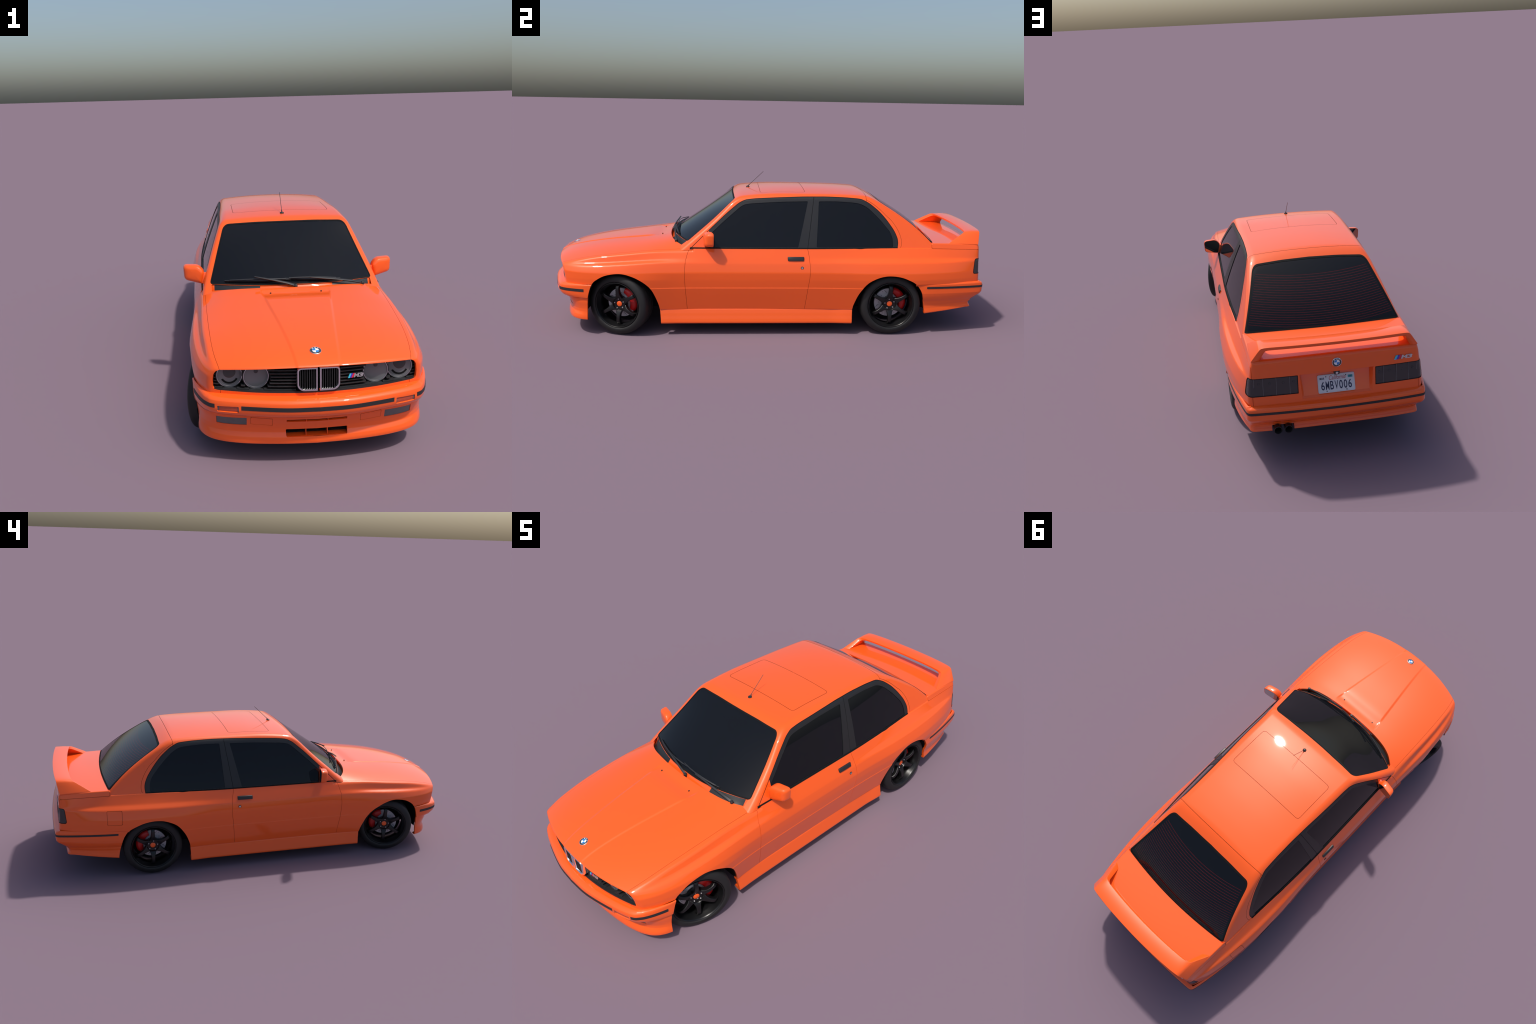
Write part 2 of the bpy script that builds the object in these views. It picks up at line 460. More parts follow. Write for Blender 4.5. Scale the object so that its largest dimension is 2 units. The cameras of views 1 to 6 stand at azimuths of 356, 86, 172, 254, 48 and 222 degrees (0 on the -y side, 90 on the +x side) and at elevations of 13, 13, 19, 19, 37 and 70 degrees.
def body(P):
    x, y, z = np.abs(P[:, 0]), P[:, 1], P[:, 2]
    s = x - half_width(y, z)
    t = (z - top_height(x, y))
    k = shoulder_k(y)
    f = smax(s, t, k)
    f = smax(f, nose_y(x, z) - y, .008)
    return smax(f, y - tail_y(x, z), .016)

def body_patch():
    ZC = .27
    top = [(x, .44) for x in np.linspace(0, .385, 120)[:-1]]
    side = [(.385, z) for z in np.r_[np.linspace(.44, .30, 62)[:-1], np.linspace(.30, .085, 92)]]
    R = np.array(top + side + [(x, .085) for x in np.linspace(.385, 0, 40)[1:]])
    rows_O, rows_Q = [], []
    def row(y, oy, s=1.):
        rows_O.append(np.c_[np.zeros(len(R)), np.full(len(R), oy), np.full(len(R), ZC)])
        rows_Q.append(np.c_[R[:, 0]*s, np.full(len(R), y), ZC + (R[:, 1] - ZC)*s])
    y0, y1, e0, e1 = -.84, .86, -1.0, 1.0
    for s in np.linspace(.03, 1, 60)[:-1]: row(e0, y0, s)
    for y in np.linspace(e0, y0, 46)[:-1]: row(y, y0)
    for y in np.linspace(y0, y1, 300): row(y, y)
    for y in np.linspace(y1, e1, 46)[1:]: row(y, y1)
    for s in np.linspace(1, .02, 84)[1:]: row(e1, y1, s)
    O, Q = np.vstack(rows_O), np.vstack(rows_Q)
    P, N = ray_surface(body, O, Q)
    sh = (len(rows_O), len(R), 3)
    return grid_patch(P.reshape(sh), N.reshape(sh))

BODY = body_patch()

# ---------------------------------------------------------------- wheel arch outlines in (y, z)
FRONT_HUB, REAR_HUB, HUB_Z = (-.6742), (.5511), .1380
FA = [(-.8098,.03),(-.8090,.0746),(-.8066,.1399),(-.8006,.1854),(-.7836,.2359),(-.7613,.2584),(-.721,.2791),(-.6614,.2879),(-.6122,.2776),(-.5697,.2569),(-.5372,.2309),(-.5178,.2047),(-.4987,.1573),(-.4894,.1201),(-.4848,.0595),(-.4835,.03)]
RA = [(.3725,.03),(.374,.0594),(.3762,.1222),(.3846,.1558),(.3991,.1916),(.4184,.2225),(.4402,.2474),(.4669,.264),(.5031,.277),(.5421,.2806),(.5863,.2748),(.6219,.2618),(.6532,.2453),(.6700,.2290),(.6885,.1982),(.7006,.1513),(.7096,.1003),(.7110,.03)]
front_arch = spline_path(FA, 60); rear_arch = spline_path(RA, 60)
def arch_f(V):
    return np.minimum(sdf_poly(V[:, 1], V[:, 2], front_arch), sdf_poly(V[:, 1], V[:, 2], rear_arch))

# ---------------------------------------------------------------- trimming the body into panels
gaps = []
def seam(M, f, w=.0007):
    """split along f = 0 leaving a narrow sunken dark gap; returns inside, outside"""
    a, rest = cut(M, f(M[0]) + w)
    strip, b = cut(rest, f(rest[0]) - w)
    if len(strip[2]): gaps.append(offset(strip, -.0016))
    return a, b

grille_poly = np.array([(-.02,.2465),(.18,.2468),(.295,.2478),(.3040,.2505),(.3070,.257),(.3075,.275),(.3040,.298),(.2965,.310),(.2854,.3155),(.24,.3195),(.18,.3235),(.12,.3268),(.0627,.3290),(-.02,.3300)])
def grille_f(V): return np.maximum(sdf_poly(V[:, 0], V[:, 2], grille_poly), V[:, 1] + .86)

B = BODY
_, B = cut(B, arch_f(B[0]))                                        # wheel openings
_, B = cut(B, B[0][:, 2] - (.1195 + 0*B[0][:, 1]))                 # sill line
B = (lambda V: cut(B, np.minimum(np.maximum(V[:, 1] + .70, V[:, 2] - (.2355 + 0*V[:, 1])), np.maximum(.60 - V[:, 1], V[:, 2] - .2395))))(B[0])[1]
_, B = cut(B, grille_f(B[0]))
hood_rear = pchip([0,.1,.2,.25,.289,.31,.325,.34], [-.4592,-.4549,-.4411,-.4242,-.3977,-.378,-.362,-.35])
# cabin opening and cowl: everything on top behind the hood edge and inside the glasshouse
def cabin_f(V):
    x, y, z = V.T
    top = .388 - z
    f = np.maximum(hood_rear(x) - y, y - .745)
    f = np.maximum(f, x - .30 - .03*sstep(-.42, -.36, y)*sstep(.55, .4, y))
    return np.maximum(f, top)
_, B = cut(B, cabin_f(B[0]))

tail_top, tail_bot = .3475, .2775
def tail_light_f(V):
    x, y, z = V.T
    front = .9315 + .007*(z - .2831)/.0657
    f = np.maximum(np.maximum(z - tail_top, tail_bot - z), .1385 - x)
    c = .006
    f = smax(f, front - y, .012)
    return f
TAIL, B = cut(B, tail_light_f(B[0]))

def lid_f(V):
    x, y, z = V.T
    zs = np.interp(y, [.736, .75, .85, .95], [.3925, .3922, .390, .3886])
    top = np.maximum(.7365 - y, zs - z)
    back = np.maximum(np.maximum(.945 - y, x - .2995), .2365 - z)
    return np.minimum(top, back)
LID, B = seam(B, lid_f)
pocket_poly = np.array([(-.2,.2555),(.1255,.2555),(.1335,.3485),(-.2,.3485)])
_, LID = cut(LID, np.maximum(sdf_poly(LID[0][:, 0], LID[0][:, 2], pocket_poly), .90 - LID[0][:, 1]))

def hood_f(V):
    x, y, z = V.T
    f = np.maximum(x - hood_edge(y), y + .33)
    return np.maximum(f, .318 - .03*sstep(.2, .28, x) - .04 - z)
HOOD, B = seam(B, hood_f, .0005)
door_poly = np.array([(-.3555,.41),(-.3585,.392),(-.367,.368),(-.3745,.340),(-.3772,.300),(-.3772,.262),(-.3756,.2223),(-.3681,.1184),(-.366,.10),(.155,.10),(.1586,.1208),(.1708,.2253),(.1765,.265),(.1785,.31),(.1735,.36),(.1672,.392),(.166,.41)])
DOOR, B = seam(B, lambda V: sdf_poly(V[:, 1], V[:, 2], door_poly))
FENDER, QUARTER = cut(B, B[0][:, 1])
NOSEBAR, FENDER = seam(FENDER, lambda V: np.maximum(np.maximum(V[:, 0] - .2847, V[:, 1] + .86), V[:, 2] - .262))

FL = .007
add("hood", both(flange(HOOD, FL)), PAINT)
add("nose_bar", both(flange(NOSEBAR, .012)), PAINT)
add("trunk_lid", both(flange(LID, FL)), PAINT)
for nm, M in (("front_fender", FENDER), ("door", DOOR)):
    M = flange(M, FL)
    add(nm, M, PAINT); add(nm, mirror(M), PAINT)
add("quarter_panel", flange(QUARTER, FL), PAINT)
fuel = round_poly([(.6895,.2715),(.7560,.2715),(.7560,.3335),(.6895,.3335)], .004)
FLAP, QL = seam(mirror(QUARTER), lambda V: sdf_poly(V[:, 1], V[:, 2], fuel), .0007)
add("quarter_panel", flange(QL, FL), PAINT); add("fuel_flap", FLAP, PAINT)

# ================================================================ GLASSHOUSE
belt_x = fair([-.46,-.36,-.1,.17,.4,.575,.65,.70,.75,.80], [.325,.3315,.334,.3342,.327,.3160,.3135,.3118,.3095,.306], .03)
rail_x = fair([-.46,-.15,0,.2,.42,.55,.7,.78], [.245,.2505,.2515,.2480,.2410,.235,.222,.214], .03)
def cab_side(y, z):
    t = (z - .392)/.22; b, r = belt_x(y), rail_x(y)
    return b + (r - b)*t + .016*t*(1 - t)
roof_mid = fair([-.30,-.18,-.163,-.14,-.115,-.09,-.04,.05,.16,.25,.35,.42,.4435,.47,.50,.54], [.585,.612,.6165,.6210,.6248,.6275,.6320,.6368,.6385,.6382,.6358,.6318,.6298,.6255,.6170,.602], .016)
roof_crown = fair([-.30,-.16,0,.16,.30,.44,.50,.56], [.004,.0050,.0062,.0092,.0098,.0092,.0090,.010], .03)
def roof_z(x, y): return roof_mid(y) - roof_crown(y)*(np.abs(x)/.196)**2.2
ws_mid = fair([.38,.4268,.50,.56,.609,.64], [-.511,-.4409,-.3300,-.2395,-.1640,-.117], .012)
ws_bow = fair([.38,.4208,.51,.57,.604,.64], [.088,.083,.068,.043,.022,.014], .015)
def ws_y(x, z): return ws_mid(z) + ws_bow(z)*(np.abs(x)/.3)**2.0
rg_mid = fair([.36,.4215,.46,.50,.56,.6076,.64], [.826,.7650,.7245,.6735,.5790,.4930,.432], .014)
rg_bow = fair([.36,.417,.46,.52,.57,.60,.64], [.026,.0275,.033,.035,.031,.026,.020], .012)
def rg_y(x, z): return rg_mid(z) - rg_bow(z)*(np.abs(x)/.3)**2.0
def cabin(P):
    x, y, z = np.abs(P[:, 0]), P[:, 1], P[:, 2]
    s = (x - cab_side(y, z))*.93
    f = smax(s, (z - roof_z(x, y))*.98, .022)
    f = smax(f, (ws_y(x, z) - y)*.56, .012)
    return smax(f, (y - rg_y(x, z))*.56, .016)
def cabin_patch():
    ZC, rows_O, rows_Q = .40, [], []
    side = np.r_[np.linspace(.66, .56, 40)[:-1], np.linspace(.56, .385, 80)]
    R = np.array([(x, .66) for x in np.linspace(0, .34, 110)[:-1]] + [(.34, z) for z in side])
    def row(y, oy, s=1.):
        rows_O.append(np.c_[np.zeros(len(R)), np.full(len(R), oy), np.full(len(R), ZC)])
        rows_Q.append(np.c_[R[:, 0]*s, np.full(len(R), y), ZC + (R[:, 1] - ZC)*s])
    y0, y1 = -.10, .40
    for s in np.linspace(.04, 1, 60)[:-1]: row(-.56, y0, s)
    for y in np.linspace(-.56, y0, 110)[:-1]: row(y, y0)
    for y in np.linspace(y0, y1, 100): row(y, y)
    for y in np.linspace(y1, .92, 110)[1:]: row(y, y1)
    for s in np.linspace(1, .04, 60)[1:]: row(.92, y1, s)
    P, N = ray_surface(cabin, np.vstack(rows_O), np.vstack(rows_Q))
    sh = (len(rows_O), len(R), 3)
    return grid_patch(P.reshape(sh), N.reshape(sh))
CAB = cabin_patch()


def pane_outline(bot, top, corner_b, corner_t, rb, rt):
    xb = np.linspace(0, corner_b[0], 14)[:-1]; xt = np.linspace(corner_t[0], 0, 16)[1:]
    fb, ft = pchip(*zip(*(bot + [corner_b]))), pchip(*zip(*(top + [corner_t])))
    pts = [(-.35, bot[0][1])] + [(x, float(fb(x))) for x in xb] + [corner_b, corner_t] + [(x, float(ft(x))) for x in xt if x < corner_t[0] - rt] + [(-.35, top[0][1])]
    rs = [0]*(1 + len(xb)) + [rb, rt] + [0]*(len(pts) - len(xb) - 3)
    return round_poly(pts, rs, 10)
rg_poly = pane_outline([(0,.4215),(.1,.4213),(.2,.4198)], [(0,.6076),(.1,.6054),(.18,.6005)], (.2975,.4165), (.2300,.5965), .003, .036)
ws_poly = pane_outline([(0,.4268),(.1,.4250),(.2,.4232)], [(0,.6090),(.1,.6085),(.18,.6060)], (.3030,.4195), (.2395,.6035), .022, .040)
def ws_f(V): return np.maximum(sdf_poly(V[:, 0], V[:, 2], ws_poly), V[:, 1] + .02)
def rg_f(V): return np.maximum(sdf_poly(V[:, 0], V[:, 2], rg_poly), .42 - V[:, 1])
WS, CAB = cut(CAB, ws_f(CAB[0]))
RG, CAB = cut(CAB, rg_f(CAB[0]))
# nothing below the windshield edge: the cowl trough is open there
_, CAB = (lambda V: cut(CAB, np.maximum(np.maximum(V[:, 2] - np.interp(V[:, 0], [0, .1, .2, .30], [.4262, .4244, .4226, .4195]), V[:, 1] + .25), V[:, 0] - .296)))(CAB[0])
def glazed(M, f, name, mat, rim=.004):
    """glass pane with a thin black rubber border"""
    pane, edge = cut(M, f(M[0]) + rim)
    add(name, both(offset(pane, -.0010)), mat)
    return both(edge)
R1 = glazed(WS, ws_f, "windshield", GLASS)
R2 = glazed(RG, rg_f, "rear_window", HEATED, .005)
add("window_seal", join(R1, R2), BLACK)

dlo = np.array([(-.3590,.3890),(-.357,.391),(-.2717,.4733),(-.1976,.5414),(-.15,.5804),(-.1375,.5893),(-.1261,.5951),(-.1165,.5995),(-.1055,.6027),(-.0644,.6076),(.045,.6127),(.149,.616),(.2535,.6165),(.3411,.6136),(.3937,.6096),(.4165,.607),(.436,.5980),(.4562,.5869),(.4973,.5543),(.5314,.5165),(.5657,.4685),(.5794,.4352),(.5809,.4152),(.5765,.3890)])
dlo = round_poly(dlo, [0, .002] + [.02]*21 + [0], 5)
door_glass = round_poly([(-.2690,.4000),(-.2700,.4515),(-.2581,.4621),(-.2008,.5141),(-.1329,.5709),(-.1158,.5807),(-.0816,.5859),(.0448,.5934),(.171,.5957),(.1253,.4001)], [.003,.005,.01,.02,.02,.02,.03,.03,.004,.003])
quarter_glass = round_poly([(.2207,.5959),(.3053,.5962),(.3753,.5916),(.4103,.5868),(.4448,.5689),(.4961,.5215),(.5442,.4654),(.5562,.4354),(.5569,.3990),(.207,.4002)], [.004,.03,.03,.02,.03,.03,.03,.02,.006,.004])
yz = lambda poly: (lambda V: np.maximum(sdf_poly(V[:, 1], V[:, 2], poly), .15 - V[:, 0]))
DLO, CAB = cut(CAB, yz(dlo)(CAB[0]))
DLO, EDGE = cut(DLO, yz(dlo)(DLO[0]) + .0026)
for M in (EDGE, mirror(EDGE)): add("window_seal", M, BLACK)
SAIL, DLO = cut(DLO, np.maximum(DLO[0][:, 1] + .2716, DLO[0][:, 2] - .4730))
DG, DLO = cut(DLO, yz(door_glass)(DLO[0]))
QG, DLO = cut(DLO, yz(quarter_glass)(DLO[0]))
trim_rest = DLO
DF, QF = seam(trim_rest, lambda V: (V[:, 1] - (.1671 + (V[:, 2] - .3944)*.1436)), .0008)
POST = gaps.pop()
add("window_post_gap", both(POST), BLACK)
for nm, M, mt in (("door_window", offset(DG, -.0022), GLASS), ("quarter_window", offset(QG, -.0022), GLASS),
                  ("door_window_frame", flange(DF, .004), TRIM), ("quarter_window_frame", flange(QF, .004), TRIM)):
    add(nm, M, mt); add(nm, mirror(M), mt)
by = np.linspace(-.355, .5775, 70); bx = cab_side(by, np.full_like(by, .3955)) + .0010
bs = add_mesh("belt_seal", *bar(np.stack([bx, by, np.full_like(by, .3958)], 1), .0030, .0054, (-.38, 0, 1)), BLACK, smooth=60); twin(bs)
# roof panel, sunroof and rear roof band
sun_poly = round_poly([(-.2,-.0415),(.1965,-.0415),(.1965,.1630),(-.2,.1630)], [0,.016,.016,0])
SUN, CAB = seam(CAB, lambda V: np.maximum(sdf_poly(V[:, 0], V[:, 1], sun_poly), .58 - V[:, 2]), .0008)
band_y = pchip([0,.1,.2,.24,.3], [.4437,.4433,.4409,.4383,.434])
BAND, ROOF = seam(CAB, lambda V: np.maximum(band_y(V[:, 0]) - V[:, 1], .40 - V[:, 1]), .0008)
cl = spline_path([(.4300,.6075),(.4560,.5935),(.4806,.5772),(.5080,.5545),(.5319,.5313),(.5515,.5142),(.5750,.4820),(.5897,.4517),(.5955,.4290),(.5955,.4100),(.5902,.3945),(.588,.38)], 40)
cl_poly = np.vstack([cl, [(.30,.38),(.30,.6075)]])
WRIM, BAND = seam(BAND, lambda V: np.maximum(sdf_poly(V[:, 1], V[:, 2], cl_poly), .2 - V[:, 0]), .0006)
_, ROOF = cut(ROOF, ROOF[0][:, 2] - .386)
add("sunroof_panel", both(SUN), PAINT)
add("roof", both(ROOF), PAINT)
add("rear_pillar", both(BAND), PAINT)
for M in (WRIM, mirror(WRIM)): add("window_rim", M, PAINT)
add("mirror_mount", SAIL, PAINT); add("mirror_mount", mirror(SAIL), PAINT)

# ---------------------------------------------------------------- cowl between hood edge and windshield
xs = np.linspace(0, .318, 90)
hr = np.stack([xs, hood_rear(xs), np.zeros_like(xs)], 1); hr[:, 2] = top_height(xs, hr[:, 1]) - .0015
wz = np.interp(xs, [0, .1, .2, .30, .32], [.4275, .4257, .4240, .4205, .418])
wb = np.stack([xs, ws_y(xs, wz) + .002, wz - .0035], 1)
cow = np.stack([hr + [0, -.006, -.016], hr*.90 + wb*.10 + [0, 0, -.017], hr*.60 + wb*.40 + [0, 0, -.014], hr*.28 + wb*.72 + [0, 0, -.006], hr*.08 + wb*.92 + [0, 0, -.001], wb, wb + [0, .006, .002]], 1)
COWL = grid_patch(cow); COWL = COWL if COWL[1][:, 2].mean() > 0 else grid_patch(cow, flip=True)
add("cowl", both(COWL), PAINT)
vent = (xs >= .1400) & (xs <= .287)
VENT = grid_patch(cow[vent][:, 1:6] + [0, 0, .0014]); VENT = VENT if VENT[1][:, 2].mean() > 0 else grid_patch(cow[vent][:, 1:6] + [0, 0, .0014], flip=True)
add("cowl_vent", VENT, PLASTIC); 
vent = (xs >= .120) & (xs <= .287)
VENT = grid_patch(cow[vent][:, 1:6] + [0, 0, .0014]); VENT = VENT if VENT[1][:, 2].mean() > 0 else grid_patch(cow[vent][:, 1:6] + [0, 0, .0014], flip=True)
add("cowl_vent", mirror(VENT), PLASTIC)

# ================================================================ BUMPERS: profile swept round a plan curve
def bumper(upper, lower, rows, y_side, sgn, n=150):
    """rows: (z at the face, z at the side end, blend from upper to lower plan curve, outset face, outset side)"""
    A, L = spline_path(upper, n), spline_path(lower, n)
    rows = np.array(rows, float)
    c = np.r_[0, np.cumsum(np.hypot(np.diff(rows[:, 0]), np.diff(rows[:, 3] - .05*rows[:, 2])))]
    q = np.unique(np.r_[np.linspace(0, c[-1], 110), c])
    zf, zs, w, df, ds = [pchip(c, rows[:, k])(q) for k in range(5)]
    P = np.zeros((n, len(q), 3))
    for j in range(len(q)):
        C = A*(1 - w[j]) + L*w[j]
        T_ = np.gradient(C, axis=0); T_ /= np.linalg.norm(T_, axis=1, keepdims=True)
        Nn = np.stack([-T_[:, 1], T_[:, 0]], 1)*sgn          # outward in plan
        front = sstep(.10, .85, np.abs(Nn[:, 1]))
        prog = np.clip((np.abs(C[:, 1]) - abs(y_side)) / (abs(C[:, 1]).max()*.955 - abs(y_side)), 0, 1)
        d = ds[j]*(1 - front) + df[j]*front
        P[:, j, :2] = C + Nn*d[:, None]; P[:, j, 2] = zs[j]*(1 - prog) + zf[j]*prog
    P[..., 0] = np.maximum(P[..., 0], 0); P[0, :, 0] = 0
    M = grid_patch(P)
    return M if M[1][:, 0].mean() > 0 else grid_patch(P, flip=True)
front_plan = [(0,-1.0),(.10,-.9935),(.2255,-.9648),(.3035,-.9375),(.3300,-.9130),(.3470,-.8790),(.3590,-.8420),(.3665,-.8100),(.3700,-.7820),(.3720,-.7500)]
front_low  = [(0,-.9420),(.10,-.9360),(.20,-.9215),(.2650,-.9030),(.3050,-.8830),(.3300,-.8610),(.3460,-.8360),(.3545,-.8130),(.3585,-.7900),(.3600,-.7500)]
front_rows = [(.2365,.2340,0,-.046,-.006),(.2385,.2352,0,-.033,-.004),(.2375,.2350,0,-.020,-.003),(.2335,.2330,0,-.009,-.0005),(.2260,.2270,0,-.0015,0),(.2155,.2155,0,0,0),(.2030,.2035,0,0,0),
              (.1925,.1940,0,-.0025,0),(.1830,.1840,0,-.0085,-.0005),(.1760,.1765,.02,-.017,-.001),(.1725,.1740,.25,-.016,-.0005),(.1700,.1720,.70,-.010,0),(.1660,.1690,.88,.0005,.001),(.1570,.157,.93,.0010,.001),(.1300,.130,1,-.004,-.001),
              (.1180,.120,1,-.0065,-.0015),(.1080,.110,1,-.0065,-.0015),(.1000,.101,1,-.0035,-.001),(.0900,.092,1,0,0),(.0800,.082,1,.0015,.0005),(.0725,.0745,1,.0005,0),(.0685,.0710,1,-.006,-.004),(.0680,.0705,1,-.030,-.02)]
FB = bumper(front_plan, front_low, front_rows, -.80, -1)
_, FB = cut(FB, arch_f(FB[0]))
intake = round_poly([(-.2,.0925),(.0925,.0925),(.0935,.1160),(-.2,.1160)], [0,.004,.003,0])
slot = np.array([(-.2,.1422),(.0912,.1428),(.0912,.1510),(-.2,.1510)])
xz = lambda poly, ylim, side: (lambda V: np.maximum(sdf_poly(V[:, 0], V[:, 2], poly), (V[:, 1] - ylim)*side))
_, FB = cut(FB, xz(intake, -.85, 1)(FB[0])); _, FB = cut(FB, xz(slot, -.85, 1)(FB[0]))
signal_poly = round_poly([(.2335,.1925),(.2962,.1913),(.2962,.2105),(.2335,.2130)], .002)
SIG, FB = cut(FB, xz(signal_poly, -.85, 1)(FB[0]))
fog_poly = np.array([(.2095,.1295),(.3005,.1268),(.3005,.1535),(.2095,.1575)])
FOG, FB = cut(FB, xz(fog_poly, -.80, 1)(FB[0]))
blank = np.array([(.133,.1300),(.1975,.1345),(.1975,.1598),(.133,.1550)])
BLK, FB = seam(FB, xz(blank, -.85, 1), .0004)
strip_f = lambda V: np.maximum(V[:, 2] - .2155, .2030 - V[:, 2])
st, rest = cut(FB, strip_f(FB[0]))
mid, st2 = cut(st, st[0][:, 0] - .2258)
cor = cut(cut(st2, .3032 - st2[0][:, 0])[0], -.8185 - st2[0][:, 1])
gapstrip, corner = cut(st2, .3032 - st2[0][:, 0])[1], cut(st2, .3032 - st2[0][:, 0])[0]
tailend, corner = cut(corner, -.8190 - corner[0][:, 1])[::-1]
corner, tailend = (corner, tailend) if corner[0][:, 1].min() < tailend[0][:, 1].min() else (tailend, corner)
deep = lambda V: (np.abs(V[:, 0]) < .305) & (V[:, 2] < .214) & (V[:, 2] > .09) & (V[:, 1] < -.86)
FBM = flange(join(rest, gapstrip, tailend), .006)
FRONT_BUMPER = add("front_bumper", both(FBM), PAINT)
add("bumper_blank_cover", BLK, PAINT); add("bumper_blank_cover", mirror(BLK), PAINT)
add("bumper_strip", both(flange(offset(mid, .0010), .002)), RUBBER)
for M in (corner, mirror(corner)): add("bumper_strip", flange(offset(M, .0010), .002), RUBBER)
for M in (SIG, mirror(SIG)): ts = add("turn_signal", offset(M, -.0035), AMBER); sgn_ = 1 if M[0][:, 0].mean() > 0 else -1
for M in (SIG, mirror(SIG)):
    for lo_x, hi_x in ((.2335, .2375), (.2915, .2962)):
        ax_ = np.abs(M[0][:, 0]); bar_ = cut(M, np.maximum(lo_x - ax_, ax_ - hi_x))[0]
        if len(bar_[2]): add("signal_lens_edge", offset(bar_, -.0029), FOGLENS)
for M in (FOG, mirror(FOG)): add("fog_light", flange(offset(M, -.0020), .004), FOGLENS)
# intake interior
add_mesh("intake_mesh", *merge(box((0, -.906, .104), (.20, .004, .04)), *[box((0, -.910, z), (.19, .004, .0035)) for z in (.098, .104, .110)], box((0, -.895, .147), (.19, .004, .012))), BLACK)
add_mesh("intake_floor", *box((0, -.9155, .0915), (.187, .036, .002)), PAINT)
for x in (-.0325, .0325): add_mesh("intake_divider", *box((x, -.921, .1045), (.0018, .020, .024)), PAINT)
for x in (-.0325, .0325): add_mesh("slot_divider", *box((x, -.9375, .1465), (.0014, .012, .007)), PAINT)

rear_plan = [(0,1.0),(.12,.9975),(.22,.9930),(.295,.9870),(.3140,.9835),(.3225,.9750),(.3275,.9600),(.3380,.9150),(.3520,.8400),(.3630,.7650),(.3680,.7150),(.3690,.6750),(.3690,.640)]
rear_low  = [(0,.9480),(.12,.9470),(.21,.9440),(.280,.9390),(.3020,.9355),(.3110,.9270),(.3160,.9120),(.3250,.8800),(.3380,.8200),(.3480,.7550),(.3520,.7150),(.3535,.6750),(.3540,.640)]
rear_rows = [(.2445,.2400,0,-.038,-.006),(.2440,.2400,0,-.026,-.004),(.2405,.2385,0,-.010,-.002),(.2350,.2350,0,-.002,0),(.2255,.2270,0,0,0),(.2165,.2205,0,0,0),(.1950,.1970,0,-.0012,0),(.1885,.1900,.05,-.0025,-.0003),
             (.1700,.170,.50,-.001,.0015),(.1500,.150,.98,0,.001),(.1410,.132,1.0,-.0070,-.002),(.1350,.122,1,-.0065,-.002),(.1265,.112,1,-.002,-.0008),(.1195,.1010,1,.0005,0),(.1175,.0965,1,-.004,-.003),(.1185,.0970,1,-.03,-.02)]
RB = bumper(rear_plan, rear_low, rear_rows, .70, 1)
_, RB = cut(RB, arch_f(RB[0]))
y_of = lambda V: np.interp(V[:, 1], [.70, .98], [.2235, .2208])
r_strip = lambda V: np.maximum(np.maximum(V[:, 2] - y_of(V) - .0046, y_of(V) - .0046 - V[:, 2]), .7095 - V[:, 1])
RS, RB = cut(RB, r_strip(RB[0]))
SLOT, RBR = cut(mirror(RB), sdf_poly(mirror(RB)[0][:, 0], mirror(RB)[0][:, 2], round_poly([(-.168,.1600),(-.232,.1640),(-.222,.1690),(-.180,.1660)], .002)) + np.where(mirror(RB)[0][:, 1] > .9, 0, 1))
exh = lambda V: np.where(V[:, 1] > .85, np.maximum(np.maximum(V[:, 0] - .2345, .1545 - V[:, 0]), V[:, 2] - .1380), 1.)
_, RBL = cut(RB, exh(RB[0]))
add("rear_bumper", join(flange(RBL, .01), flange(RBR, .01)), PAINT)
add("rear_bumper_strip", both(flange(offset(RS, .0010), .002)), RUBBER)
add_mesh("bumper_slot_back", *box((-.20, .930, .165), (.09, .004, .02)), BLACK)

# ---------------------------------------------------------------- side skirts
sk = [(.3330,.1230),(.3425,.1215),(.3462,.1185),(.3490,.1080),(.3530,.0880),(.3568,.0690),(.3580,.0610),(.3572,.0562),(.3545,.0540),(.3400,.0545),(.3250,.0600)]
cs = np.r_[0, np.cumsum(np.linalg.norm(np.diff(sk, axis=0), axis=1))]
qq = np.unique(np.r_[np.linspace(0, cs[-1], 60), cs]); kx, kz = pchip(cs, [p[0] for p in sk])(qq), pchip(cs, [p[1] for p in sk])(qq)
ys = np.linspace(-.52, .41, 120)
bow = .0025*sstep(-.40, -.48, ys) + .0055*sstep(.27, .37, ys)
SK = np.stack([kx[None] + bow[:, None], np.repeat(ys[:, None], len(qq), 1), np.repeat(kz[None], len(ys), 0)], 2)
SKM = grid_patch(SK); SKM = SKM if SKM[1][:, 0].mean() > 0 else grid_patch(SK, flip=True)
_, SKM = cut(SKM, arch_f(SKM[0]))
SKM = flange(SKM, .012)
add("side_skirt", SKM, PAINT); add("side_skirt", mirror(SKM), PAINT)

# dark sunken gaps of all panels
add("panel_gap", join(*[m for m in gaps], *[mirror(m) for m in gaps if m[0][:, 0].mean() > 0]), SEAM, kind="stuff")

